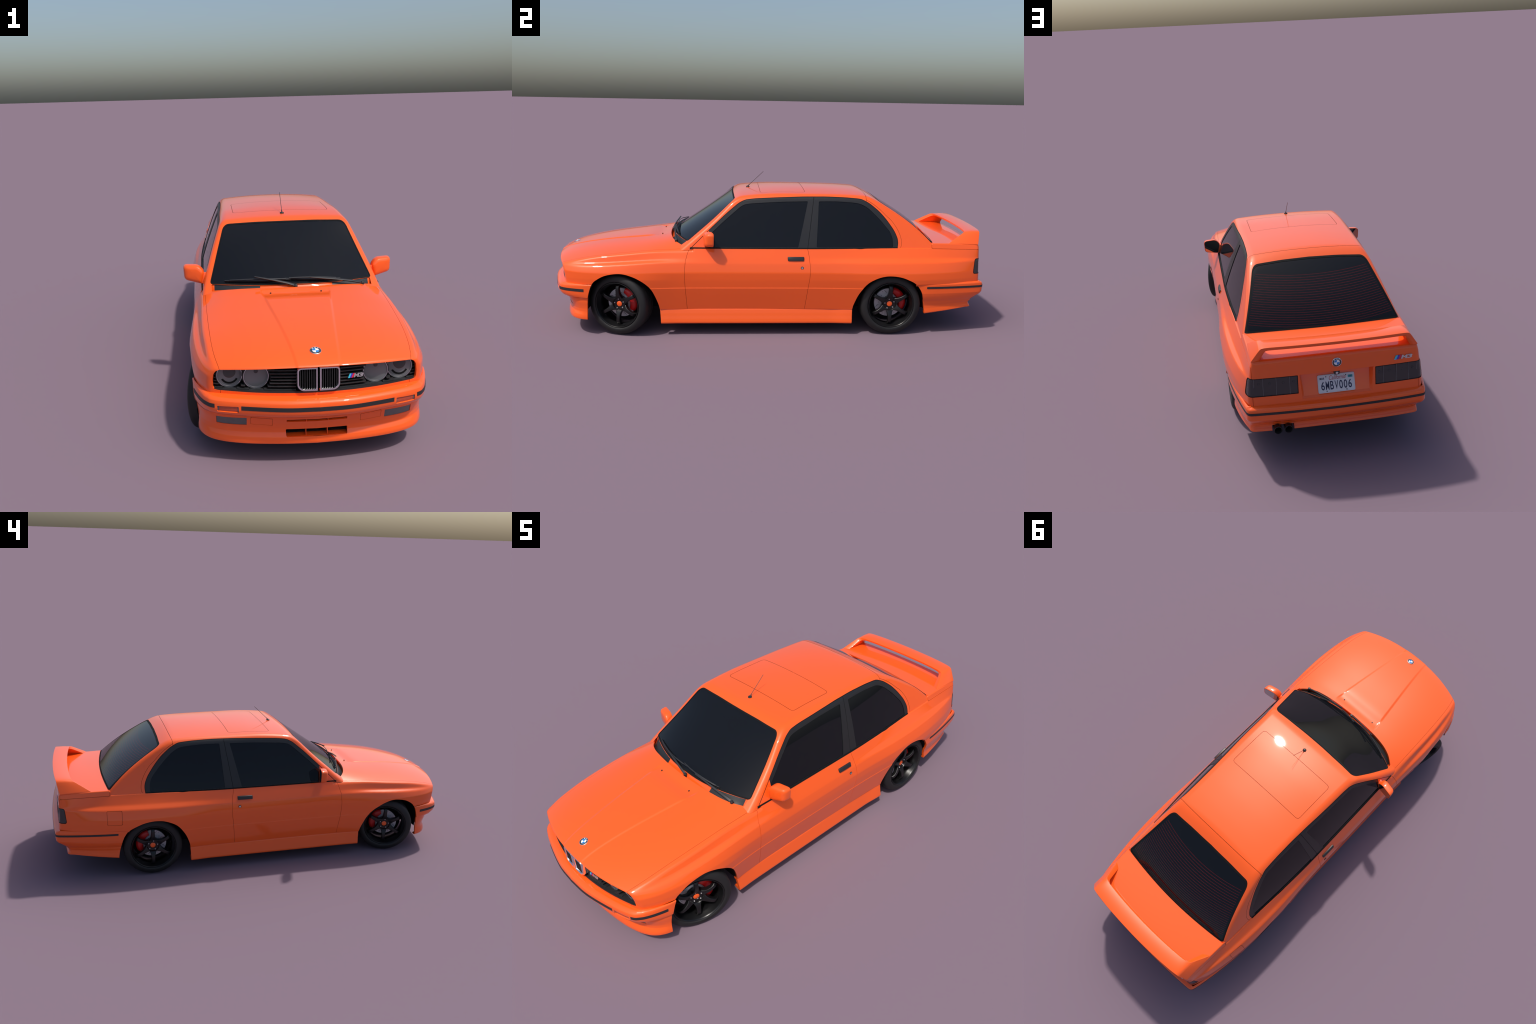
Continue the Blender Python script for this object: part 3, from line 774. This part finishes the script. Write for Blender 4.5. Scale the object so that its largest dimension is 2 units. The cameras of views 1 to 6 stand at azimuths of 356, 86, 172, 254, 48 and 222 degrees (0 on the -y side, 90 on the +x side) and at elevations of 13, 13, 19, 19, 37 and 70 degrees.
# ---------------------------------------------------------------- wheel wells and underside
def well(arch, name):
    A = arch[(arch[:, 1] > .105)]
    xo = half_width(A[:, 0], np.maximum(A[:, 1], .1)) - .006
    rings = [[(a, y, z) for a, (y, z) in zip(xo*t + .19*(1-t), A)] for t in (1, .5, 0)]
    V, F = loft(rings, closed=False, caps=False)
    c = len(V); V += [(.19, y, z) for y, z in A]; F.append(tuple(range(c, c + len(A))))
    o = add_mesh(name, V, F, BLACK); twin(o)
well(front_arch + np.where(front_arch[:, 1:] > .1, [[0, .003]], 0), "wheel_well"); well(rear_arch + [0, .003], "wheel_well")
add_mesh("underbody", *merge(box((0, -.055, .088), (.62, .80, .05)), box((0, -.10, .16), (.36, 1.5, .16)), box((0, .80, .165), (.56, .18, .12)), box((0, -.85, .155), (.46, .05, .11)),
                             box((0, -.05, .24), (.60, .74, .26)), box((0, .83, .31), (.50, .18, .16)), box((0, -.70, .26), (.36, .30, .14))), BLACK)

# ================================================================ NOSE: grille, kidneys, lamps
gx = np.linspace(0, .312, 60)
def front_strip(z0, z1, depth, t, xr):
    x = np.linspace(xr[0], xr[1], 40)
    y = -.976 + .62*x**2 + depth
    return loft([[(a, b, z0), (a, b + t, z0), (a, b + t, z1), (a, b, z1)] for a, b in zip(x, y)])
add_mesh("grille_back", *front_strip(.238, .330, .085, .003, (-.300, .300)), BLACK)
add_mesh("grille_frame", *merge(front_strip(.2440, .2515, .010, .03, (-.303, .303))), PLASTIC)
LAMPS = [(.1785, .2882, -.9150, .0368, False), (.2562, .2892, -.8970, .0372, True)]     # x, z, y, radius, outer
for k in range(7):
    z = .3130 - .0100*k
    spans, x0 = [], .064
    for lx, lz, ly, lr, _ in LAMPS:
        h = (lr*1.12)**2 - (z - lz)**2
        if h > 0:
            spans.append((x0, lx - math.sqrt(h))); x0 = lx + math.sqrt(h)
    spans.append((x0, .3060 - max(0, z - .300)*.9))
    for a, b in spans:
        if b - a < .004: continue
        for sg in (1, -1):
            add_mesh("grille_slat", *front_strip(z - .0017, z + .0017, .018, .018, (min(a*sg, b*sg), max(a*sg, b*sg))), PLASTIC, bevel=.0007)

def kidney(sg):
    fr = lambda a, b, d: (sg*a, -.976 + .62*a*a + d, b)
    outer = round_poly([(.0018,.2540),(.0505,.2545),(.0640,.2670),(.0640,.3275),(.0018,.3285)], [.002,.014,.010,.012,.002], 7)
    inner = round_poly([(.0095,.2625),(.0475,.2630),(.0560,.2720),(.0560,.3215),(.0095,.3220)], [.002,.012,.008,.008,.002], 7)
    n = len(outer); rings = []
    mid = (outer + inner)/2
    for poly, d in ((outer, .022), (outer, .0035), (outer*.75 + inner*.25, .0000), (inner*.75 + outer*.25, .0000), (inner, .0035), (inner, .022)):
        rings.append([fr(a, b, d) for a, b in poly])
    V, F = loft(rings, caps=False)
    o = add_mesh("kidney_grille", V, F, CHROME, smooth=50)
    for i in range(7):
        x = .0135 + i*.0066
        add_mesh("kidney_slat", *box((sg*x, -.961, .292), (.0022, .020, .060)), PLASTIC, parent=o)
    add_mesh("kidney_back", *box((sg*.033, -.944, .292), (.055, .003, .068)), BLACK, parent=o)
kidney(1); kidney(-1)

def disc(c, r, y0, y1, n=48, dome=0.):
    prof = [(r, y1 + .004), (r, y0)] + [(r*math.cos(t), y0 - dome*math.sin(t)) for t in np.linspace(.1, math.pi/2 - .01, 8)]
    return lathe([(a, b) for a, b in prof], n, 'y', (c[0], 0, c[1]))
def under_hood(vf, x):
    """lamp parts end just under the hood lip"""
    import bmesh
    bm = bmesh.new(); vs = [bm.verts.new(v) for v in vf[0]]
    for f in vf[1]:
        try: bm.faces.new([vs[i] for i in f])
        except ValueError: pass
    s = -.055 if x > 0 else .055
    bmesh.ops.bisect_plane(bm, geom=bm.verts[:] + bm.edges[:] + bm.faces[:], plane_co=(abs(x)*(1 if x > 0 else -1), 0, .3265 - .055*(abs(x) - .0627) - .0025), plane_no=(-s, 0, 1), clear_outer=True)
    V = [tuple(v.co) for v in bm.verts]; bm.verts.index_update()
    F = [tuple(v.index for v in f.verts) for f in bm.faces]; bm.free()
    return V, F
def headlight(x, z, y, r, outer):
    cl_ = lambda vf: under_hood(vf, x)
    h = add_mesh("headlight", *cl_(lathe([(r*1.12, y + .025), (r*1.12, y - .005), (r*1.08, y - .008), (r*1.03, y - .008), (r*1.0, y - .002)], 64, 'y', (x, 0, z))), PLASTIC)
    add_mesh("headlight_ring", *cl_(lathe([(r*1.035, y - .0072), (r*1.015, y - .0092), (r*.985, y - .0092), (r*.965, y - .0045)], 64, 'y', (x, 0, z))), CHROME, parent=h)
    add_mesh("headlight_lens", *cl_(disc((x, z), r*.985, y - .0045, y, 64, .0045)), LENSGREY, parent=h)
    if outer:
        add_mesh("projector_lens", *cl_(disc((x, z + r*.28), r*.50, y - .0092, y - .002, 40, .0022)), LENSDARK, parent=h)
        rings = []
        for t in np.linspace(math.radians(208), math.radians(332), 22):
            dx, dz = math.cos(t), math.sin(t); px, pz = x + r*.66*dx, z + r*.66*dz
            rings.append([(px - dx*.0030, y - .0088, pz - dz*.0030), (px + dx*.0030, y - .0080, pz + dz*.0030), (px + dx*.0030, y - .003, pz + dz*.0030), (px - dx*.0030, y - .003, pz - dz*.0030)])
        add_mesh("lamp_slit", *loft(rings), BLACK, parent=h)
    else:
        add_mesh("lamp_bulb_cap", *cl_(disc((x, z + r*.45), r*.17, y - .0090, y - .002, 24, .0015)), LENSDARK, parent=h)
for lx, lz, ly, lr, lo_ in LAMPS:
    for sg in (1, -1): headlight(sg*lx, lz, ly, lr, lo_)

# ---------------------------------------------------------------- badges
def text_mesh(s, size, extrude=.0006, shear=0., offs=0.):
    cu = bpy.data.curves.new("t", 'FONT'); cu.body = s; cu.size = size; cu.extrude = extrude; cu.shear = shear; cu.offset = offs
    cu.align_x = 'CENTER'; cu.align_y = 'CENTER'
    o = bpy.data.objects.new("t", cu); COL.objects.link(o)
    dg = bpy.context.evaluated_depsgraph_get(); me = bpy.data.meshes.new_from_object(o.evaluated_get(dg))
    V = np.array([v.co[:] for v in me.vertices]); F = [tuple(p.vertices) for p in me.polygons]
    bpy.data.objects.remove(o); bpy.data.curves.remove(cu); bpy.data.meshes.remove(me)
    return V, F
def fit(V, w, h):
    lo, hi = V.min(0), V.max(0); c = (lo + hi)/2
    W = V - c; W[:, 0] *= w/(hi[0]-lo[0]); W[:, 1] *= h/(hi[1]-lo[1]); return W
def placed(VF, mtx):
    V, F = VF
    return [tuple(mtx @ Vector(v)) for v in V], F
def frame(origin, right, up):
    r = Vector(right).normalized(); n = r.cross(Vector(up)).normalized(); u = n.cross(r)
    m = Matrix.Identity(4)
    for i in range(3): m[i][0], m[i][1], m[i][2], m[i][3] = r[i], u[i], n[i], origin[i]
    return m

def roundel(mtx, R, parent=ROOT):
    def ring(r0, r1, z0, z1, n=48): return lathe([(r0, z0), (r0, z1), (r1, z1), (r1, z0)], n, 'z', closed=True)
    b = add_mesh("roundel_badge", *placed(lathe([(R, -.002), (R, .0012), (R*.93, .0018), (R*.90, .0010)], 48, 'z'), mtx), CHROME, parent)
    add_mesh("badge_ring", *placed(ring(R*.60, R*.92, -.001, .0013), mtx), NAVY if False else LENSDARK, b)
    add_mesh("badge_inner_ring", *placed(ring(R*.58, R*.63, -.001, .0016), mtx), SILVER, b)
    for q in range(4):
        t = np.linspace(q*math.pi/2, (q+1)*math.pi/2, 14)
        poly = [(0, 0)] + [(R*.59*math.cos(a), R*.59*math.sin(a)) for a in t]
        add_mesh("badge_quadrant", *placed(prism(poly, lambda a, c, d: (a, c, d), -.001, .0012), mtx), BLUE if q % 2 else WHITE, b)
    for ch, ang in (("B", 128), ("M", 90), ("W", 52)):
        V, F = text_mesh(ch, .01, .0003); V = fit(V, R*.26, R*.22)
        a = math.radians(ang); c, s = math.cos(a - math.pi/2), math.sin(a - math.pi/2)
        V = [(x*c - y*s + R*.76*math.cos(a), x*s + y*c + R*.76*math.sin(a), z + .0015) for x, y, z in V]
        add_mesh("badge_letter", *placed((V, F), mtx), WHITE, b)
hy = -.9176; hz = float(top_height(np.array([0.]), np.array([hy]))[0])
dz = float((top_height(np.array([0.]), np.array([hy+.01])) - top_height(np.array([0.]), np.array([hy-.01])))[0])/.02
roundel(frame((0, hy, hz + .0008), (1, 0, 0), (0, 1, dz)), .0170)
roundel(frame((0, float(tail_y(np.array(0.), np.array(.3825))) + .0010, .3825), (-1, 0, 0), (0, 0, 1)), .0172)

def model_badge(mtx, w, h):
    s = h*.42
    b = None
    for i, mt in enumerate((STRIPE1, STRIPE2, STRIPE3)):
        x0 = -w/2 + i*w*.115
        poly = [(x0, -h/2), (x0 + w*.115, -h/2), (x0 + w*.115 + s, h/2), (x0 + s, h/2)]
        o = add_mesh("badge_stripe" if b else "model_badge", *placed(prism(poly, lambda a, c, d: (a, c, d), 0, .0015), mtx), mt, b or ROOT)
        b = b or o
    for ch, cx, cw in (("M", .07, .32), ("3", .38, .27)):
        V, F = text_mesh(ch, .02, .0012, 0., .0006); V = fit(V, w*cw, h*.92); 
        V = [(x + y*.25 + w*cx, y, z + .001) for x, y, z in V]
        add_mesh("badge_letter", *placed((V, F), mtx), SILVER, b)
model_badge(frame((-.2405, float(tail_y(np.array(.24), np.array(.372))) + .0008, .3722), (-1, -.05, 0), (0, 0, 1)), .066, .0155)
model_badge(frame((.1110, -.9540, .2888), (1, .14, 0), (0, 0, 1)), .046, .0130)

# ================================================================ TAIL
tl = flange(offset(TAIL, -.0012), .006)
for M in (tl, mirror(tl)):
    sg = 1 if M[0][:, 0].mean() > 0 else -1
    t = add("tail_light", M, TAILMAT)
    for x in (.168, .2155, .262, .2935):
        y = float(tail_y(np.array(x), np.array(.31)))
        add_mesh("lens_divider", *box((sg*x, y - (.0004 if x < .29 else .0022), .3125), (.0012, .0016, .068)), LENSGREY, t)
    for x in (.154, .190, .238, .277):
        y = float(tail_y(np.array(x), np.array(.325)))
        add_mesh("lens_dimple", *lathe([(.0052, y - .004), (.0052, y - .0006), (.0040, y - .0002), (.0034, y - .0010), (.001, y - .0014)], 24, 'y', (sg*x, 0, .325)), TAILMAT, t)
    rim_in = cut(TAIL, tail_light_f(TAIL[0]) + .0022)[1]
    rim_in = rim_in if sg > 0 else mirror(rim_in)
    add("lens_border", offset(rim_in, .0002), BLACK, t)

# slanting pocket for the plate
def pocket():
    outer = round_poly([(-.1255,.2555),(.1255,.2555),(.1335,.3485),(-.1335,.3485)], .003, 4)
    inner = round_poly([(-.1185,.2610),(.1185,.2610),(.1245,.3465),(-.1245,.3465)], .003, 4)
    back = lambda z: .9675 - .36*(z - .261)
    def sub(P): 
        return np.vstack([np.linspace(P[i-1], P[i], 6)[1:] for i in range(len(P))])
    o, n = sub(outer), sub(inner)
    return loft([[(x, float(tail_y(np.array(x), np.array(z))) - .0005, z) for x, z in o], [(x, float(tail_y(np.array(x), np.array(z))) - .0022, z) for x, z in o*.8 + n*.2], [(x, back(z), z) for x, z in n], [(x*.5, back(.30 + (z-.30)*.5), .30 + (z-.30)*.5) for x, z in n], [(x*.02, back(.30), .30) for x, z in n]], caps=False)
add_mesh("plate_pocket", *pocket(), PAINT, smooth=25)
# licence plate in the recess
py = .9582
PM = frame((0, py, .2940), (-1, 0, 0), (0, -.36, 1))
outline = round_poly([(-.0668,-.0325),(.0668,-.0325),(.0668,.0325),(-.0668,.0325)], .006)
plate = add_mesh("license_plate", *placed(prism(outline, lambda a, b, d: (a, b, d), -.0008, .0012), PM), PLATE, bevel=.0006)
rim_o = round_poly([(-.0650,-.0307),(.0650,-.0307),(.0650,.0307),(-.0650,.0307)], .005); rim_i = round_poly([(-.0636,-.0293),(.0636,-.0293),(.0636,.0293),(-.0636,.0293)], .004)
add_mesh("plate_rim", *placed(loft([[(a, b, .001) for a, b in rim_o], [(a, b, .0019) for a, b in (rim_o + rim_i)/2], [(a, b, .001) for a, b in rim_i]], caps=False), PM), PLATE, plate)
def plate_text(s, cx, cy, w, h, mt, bold=0., shear=0.):
    V, F = text_mesh(s, .02, .0004, shear, bold); V = fit(V, w, h)
    V = [(x + cx, y + cy, z + .0014) for x, y, z in V]
    add_mesh("plate_text", *placed((V, F), PM), mt, plate)
for i, ch in enumerate("6MBV006"):
    plate_text(ch, -.0490 + i*.0163, -.0070, .0125, .0300, NAVY, .0002)
plate_text("California", .0045, .0200, .060, .0150, REDP, -.0001, .35)
plate_text("MAR", -.0505, .0190, .0165, .0075, NAVY, .0003)
add_mesh("plate_sticker", *placed(prism([(.0430,.0145),(.0600,.0145),(.0600,.0235),(.0430,.0235)], lambda a, b, d: (a, b, d), .001, .0015), PM), TEAL, plate)
plate_text("06", .0515, .0190, .009, .005, NAVY)
for a, b in ((-.036, .0245), (.036, .0245), (-.036, -.0265), (.036, -.0265)):
    add_mesh("plate_bolt", *placed(lathe([(.0019, .0008), (.0019, .0020), (.0005, .0023)], 12, 'z', (a, b, 0)), PM), BLACK, plate)
add_mesh("trunk_lock_housing", *prism([(-.0113,.3472),(.0113,.3472),(.0085,.3335),(-.0085,.3335)], lambda a, b, d: (a, d, b), .940, .9712), PLASTIC, bevel=.0008)
add_mesh("trunk_lock", *lathe([(.0048, .960), (.0048, .9725), (.0035, .9732), (.0003, .9732)], 20, 'y', (0, 0, .3400)), SILVER)

# exhaust tips (left of the tail as seen from behind the car: +x side)
for x in (.2150, .1765):
    add_mesh("exhaust_tip", *lathe([(.0145, .86), (.0150, .9540), (.0150, .9580), (.0138, .9590), (.0128, .9575), (.0128, .90), (.002, .899)], 40, 'y', (x, 0, .1265)), PLASTIC)

# ---------------------------------------------------------------- rear wing: band from foot to foot
def wing():
    # stations along the outer edge: (x, front y, front z, rear y, rear z), inner surface follows offset inward
    out = [(.2985,.8150,.4120,.9545,.4090),(.2960,.8220,.4170,.9555,.4130),(.2700,.8810,.4520,.9660,.4530),(.2610,.8950,.4595,.9680,.4625),(.2450,.9010,.4625,.9705,.4655),(.2200,.9050,.4635,.9735,.4668),(.16,.9105,.4640,.9785,.4676),(.08,.9145,.4640,.9820,.4680),(0,.9160,.4640,.9835,.4682)]
    inn = [(.2720,.8260,.4080,.9520,.4060),(.2690,.8330,.4140,.9520,.4120),(.2520,.8830,.4430,.9610,.4440),(.2460,.8960,.4490,.9630,.4515),(.2350,.9030,.4520,.9660,.4545),(.2150,.9070,.4535,.9700,.4562),(.16,.9120,.4540,.9750,.4572),(.08,.9155,.4540,.9785,.4576),(0,.9170,.4540,.9800,.4578)]
    o, i = spline_path(out, 40), spline_path(inn, 40)
    rings = []
    for a, b in zip(o, i):
        x0, yf, zf, yr, zr = a; x1, gf, hf, gr, hr_ = b
        hr_ -= .0015; gr += .0015
        m1 = np.array([x0, (yf + yr)/2, (zf + zr)/2 + .0012]); m2 = np.array([x1, (gf + gr)/2, (hf + hr_)/2])
        rings.append([(x0, yf, zf), tuple(m1), (x0, yr, zr), (x1, gr, hr_), tuple(m2), (x1, gf, hf)])
    full = rings + [[(-x, y, z) for x, y, z in r] for r in rings[::-1][1:]]
    return loft(full)
add_mesh("rear_wing", *wing(), PAINT, smooth=32, bevel=.0012, seg=3)

# ================================================================ SMALL PARTS
# door mirrors
def mirror_housing():
    base = round_poly([(.3310,.3990),(.3995,.4150),(.4025,.4725),(.3410,.4725),(.3205,.4475)], [.007,.014,.016,.020,.012], 8)
    c = base.mean(0); rings = []
    for s, y in ((.965,-.2490),(.985,-.2484),(1.0,-.2500),(1.0,-.2560),(.985,-.2650),(.955,-.2720),(.90,-.2770),(.80,-.2805),(.55,-.2825),(.15,-.2832)):
        rings.append([(c[0] + (p[0]-c[0])*s, y + (.402 - c[0] - (p[0]-c[0])*s)*-.225, c[1] + (p[1]-c[1])*s) for p in base])
    return loft(rings), base, c
(mv, mf), mb, mc = mirror_housing()
housing = add_mesh("door_mirror", mv, mf, PAINT, smooth=45)
glass = [(mc[0] + (p[0]-mc[0])*.93, -.2492 + (.402 - p[0])*-.225, mc[1] + (p[1]-mc[1])*.93) for p in mb]
g = add_mesh("mirror_glass", *loft([glass, [(x, y + .0008, z) for x, y, z in glass]]), MIRRORG, housing)
arm = add_mesh("mirror_arm", *loft([[(x, y, z) for y, z in ((-.292,.402),(-.268,.402),(-.268,.440),(-.288,.446))] for x in (.3080, .3380)]), PAINT, housing, bevel=.003)
h2 = twin(housing)
for o in (g, arm):
    t2 = twin(o); t2.parent = h2

# door handles and key locks
def handle():
    rings = []
    for y, w, d in ((.0770,.0060,.003),(.0785,.0078,.0055),(.110,.0080,.0062),(.1475,.0080,.0055),(.1503,.0070,.003)):
        z = .3532; x = float(half_width(np.array([y]), np.array([z]))[0])
        rings.append([(x - .004 - .3*w, y, z + w), (x + d - .35*w, y, z + w), (x + d + .35*w, y, z - w), (x - .004 + .3*w, y, z - w)])
    o = add_mesh("door_handle", *loft(rings), PLASTIC, bevel=.0012); twin(o)
    x = float(half_width(np.array([.1417]), np.array([.3138]))[0])
    k = add_mesh("key_lock", *lathe([(.0068, x - .003), (.0068, x + .0012), (.0050, x + .0016), (.0048, x + .0006), (.0003, x + .0006)], 24, 'x', (0, .1417, .3138)), PLASTIC)
    c = add_mesh("key_barrel", *lathe([(.0045, x - .002), (.0045, x + .0014), (.0003, x + .0016)], 20, 'x', (0, .1417, .3138)), SILVER, k)
    k2 = twin(k); c2 = twin(c); c2.parent = k2
handle()

# aerial, washer jets
zr = float(roof_z(np.array(0.), np.array(-.0930)))
aer = add_mesh("antenna", *lathe([(.0085, zr - .002), (.0085, zr + .0015), (.0070, zr + .0040), (.0030, zr + .0055), (.0025, zr + .0065), (.0002, zr + .0066)], 24, 'z', (0, -.0930, 0)), PLASTIC)
add_mesh("antenna_mast", *tube([(0, -.0930, zr + .004), (0, -.0850, zr + .0118), (0, -.0840, zr + .0128), (0, -.0187, .7018)], [.0022, .0020, .0011, .0009], 8), PLASTIC, aer)
for x in (-.09, .09):
    z = float(top_height(np.array([x]), np.array([-.4965]))[0])
    add_mesh("washer_jet", *box((x, -.4965, z + .0012), (.0048, .0055, .0045)), PLASTIC, bevel=.0008)

# wipers
def wiper(pivot, elbow, tip, end):
    pivot, elbow, tip, end = map(np.array, (pivot, elbow, tip, end))
    up = np.array([0, -.55, .83])
    w = add_mesh("wiper", *merge(bar([pivot, pivot*.8 + elbow*.2 + up*.004, pivot*.45 + elbow*.55 + up*.004, elbow], [.010, .0085, .0070, .0050], .0045, up)), RUBBER, bevel=.0008)
    add_mesh("wiper_pivot", *lathe([(.0068, -.012), (.0068, .002), (.005, .0045), (.0003, .005)], 20, 'z', tuple(pivot)), RUBBER, w)
    pts = [tip + (end - tip)*t for t in np.linspace(0, 1, 14)]
    onglass = []
    for p in pts:
        y = float(ws_y(np.array(p[0]), np.array(p[2])))
        onglass.append(np.array([p[0], y, p[2]]) + up*.0035)
    add_mesh("wiper_blade", *bar(onglass, .0030, .0065, up), RUBBER, w)
    bow_ = [q + up*(.0030 + .0085*math.sin(math.pi*i/13)) for i, q in enumerate(onglass)][1:-1]
    add_mesh("wiper_bow", *bar(bow_, .0050, .0022, up), RUBBER, w)
wiper((.0058,-.4500,.4235), (-.1409,-.4263,.4560), (-.2480,-.3880,.4300), (-.0090,-.4284,.4375))
wiper((.2563,-.4201,.4150), (.0592,-.4389,.4490), (-.0310,-.4446,.4400), (.1750,-.4092,.4290))

# ================================================================ WHEELS
def wheel_meshes():
    D = {}
    R = .1383                     # local +x points outward, x = 0 is the plane of the rim lip
    prof = [(.1000,-.094),(.104,-.098),(.118,-.1010),(.129,-.0985),(.1352,-.093),(.1375,-.086)]
    for c in (-.075, -.058, -.041):
        prof += [(R, c - .0075), (R, c - .0020), (R - .0032, c - .0016), (R - .0032, c + .0016), (R, c + .0020)]
    prof += [(R, -.026), (.1380,-.0200),(.1370,-.0150),(.1350,-.0105),(.1318,-.0070),(.1262,-.0035),(.1190,-.0008),(.1120,.0004),(.1070,-.0012),(.1042,-.0050),(.1032,-.0080)]
    D['tyre'] = lathe(prof, 96)
    rim = [(.1000,-.094),(.0960,-.086),(.0930,-.060),(.0905,-.042),(.0905,-.0300),(.0925,-.0230),(.0958,-.0150),(.0980,-.0070),(.0995,-.0030),(.1015,-.0008),(.1032,-.0012),(.1038,-.0040),(.1038,-.0100)]
    D['rim'] = lathe(rim, 96)
    hub = [(.0330,-.050),(.0330,-.0235),(.0315,-.0205),(.0290,-.0200),(.0270,-.0225),(.0262,-.0275),(.0160,-.0285),(.0150,-.0300),(.001,-.0300)]
    D['hub'] = lathe(hub, 48)
    sp = []
    # (radius, half width, front x, depth)
    st = [(.0285,.0165,-.0205,.020),(.034,.0135,-.0175,.022),(.042,.0105,-.0135,.021),(.054,.0088,-.0100,.019),(.068,.0080,-.0088,.017),(.079,.0082,-.0105,.017),(.0865,.0092,-.0150,.018),(.0915,.0115,-.0215,.016)]
    for k in range(6):
        a = math.radians(90 + 60*k); rings = []
        for r, w, x, d in st:
            ring = []
            for (u, h) in ((-w, x - d), (-w, x - .0025), (-w*.80, x), (w*.80, x), (w, x - .0025), (w, x - d)):
                ring.append((h, r*math.cos(a) - u*math.sin(a), r*math.sin(a) + u*math.cos(a)))
            rings.append(ring)
        sp.append(loft(rings))
    D['spoke'] = sp
    D['cap'] = lathe([(.0122,-.0330),(.0122,-.0285),(.0108,-.0275),(.0003,-.0272)], 32)
    nuts = []
    for k in range(5):
        a = math.radians(98 + 72*k)
        nuts.append(lathe([(.0030,-.034),(.0030,-.0262),(.0020,-.0248),(.0002,-.0248)], 10, 'x', (0, .0222*math.cos(a), .0222*math.sin(a))))
    D['nut'] = nuts
    disc_ = [(.030,-0.0645),(.0660,-0.0645),(.0660,-0.0545),(.0655,-0.0540),(.040,-0.0540),(.036,-0.0495),(.030,-0.0490)]
    D['disc'] = lathe(disc_, 72)
    holes = []
    for k in range(24):
        a = 2*math.pi*k/24; r = (.046, .053, .060)[k % 3]
        holes.append(lathe([(.0016,-0.0545),(.0016,-0.0537),(.0002,-0.0537)], 8, 'x', (0, r*math.cos(a), r*math.sin(a))))
    for k in range(8):
        a = 2*math.pi*k/8 + .2
        p = [np.array((-0.0538, r*math.cos(a + (r-.044)*9), r*math.sin(a + (r-.044)*9))) for r in np.linspace(.044, .062, 5)]
        holes.append(bar(p, .0011, .0006, (1, 0, 0)))
    D['holes'] = merge(*holes)
    # caliper: bevelled block hugging the disc, on the rear side (+y)
    rings = []
    for t in np.radians(np.linspace(-28, 72, 22)):
        e = 1 - .25*abs((t - math.radians(22))/math.radians(50))**3
        ro, ri = .0560 + .0215*e, .0560 - .0140*e
        ring = [(-0.0705, ri), (-0.0485, ri), (-0.0410, ri + .006), (-0.0400, (ro + ri)/2 + .004), (-0.0425, ro - .006), (-0.0475, ro), (-0.0705, ro)]
        rings.append([(x, r*math.cos(t), r*math.sin(t)) for x, r in ring])
    D['caliper'] = loft(rings)
    rows = []
    for r in (.049, .066):
        pp = [np.array((-0.0405 - .0015, r*math.cos(t), r*math.sin(t))) for t in np.radians(np.linspace(0, 45, 10))]
        rows.append(bar(pp, .004, .003, (1, 0, 0)))
    D['ribs'] = merge(*rows)
    D['back'] = lathe([(.092,-.0900),(.010,-.0900)], 48)
    return D
W = wheel_meshes()
# build once per side, share the mesh data between front and rear
wheel_bits = []
def wheel_side(sg):
    flip = lambda vf: ([(sg*x, y, z) for x, y, z in vf[0]], vf[1])
    tpl = {}
    def mk(nm, vf, mt, sm=35, bv=0.):
        o = add_mesh(nm, *flip(vf), mt, None, smooth=sm, bevel=bv); me = o.data; bpy.data.objects.remove(o); return me
    data = [("tyre", mk("tyre", W['tyre'], TYRE, 50)), ("rim", mk("rim", W['rim'], RIM, 50)), ("hub", mk("hub", W['hub'], RIM, 40)),
            *[("spoke", mk("spoke", s, RIM, 40, .0012)) for s in W['spoke']], ("center_cap", mk("center_cap", W['cap'], PAINT)),
            *[("lug_nut", mk("lug_nut", s, SILVER)) for s in W['nut']], ("brake_disc", mk("brake_disc", W['disc'], STEEL)),
            ("disc_holes", mk("disc_holes", W['holes'], BLACK)), ("brake_caliper", mk("brake_caliper", W['caliper'], RED, 30, .001)), ("caliper_rib", mk("caliper_rib", W['ribs'], RED, 30)),
            ("wheel_back", mk("wheel_back", W['back'], BLACK))]
    steer = .305                  # front wheels are turned
    spots = ((sg*.3556, -.6563 - sg*.0238, .1383, -steer), (sg*.3610, REAR_HUB, .1385, 0.))
    for x, y, z, turn in spots:
        e = bpy.data.objects.new("wheel", None); COL.objects.link(e); e.parent = ROOT
        e.location = (x, y, z); e.rotation_euler = (0, 0, turn)
        for nm, me in data:
            o = bpy.data.objects.new(nm, me); COL.objects.link(o); o.parent = e
            if nm == "disc_holes": o["kind"] = "stuff"
wheel_side(1); wheel_side(-1)
bpy.context.view_layer.update()
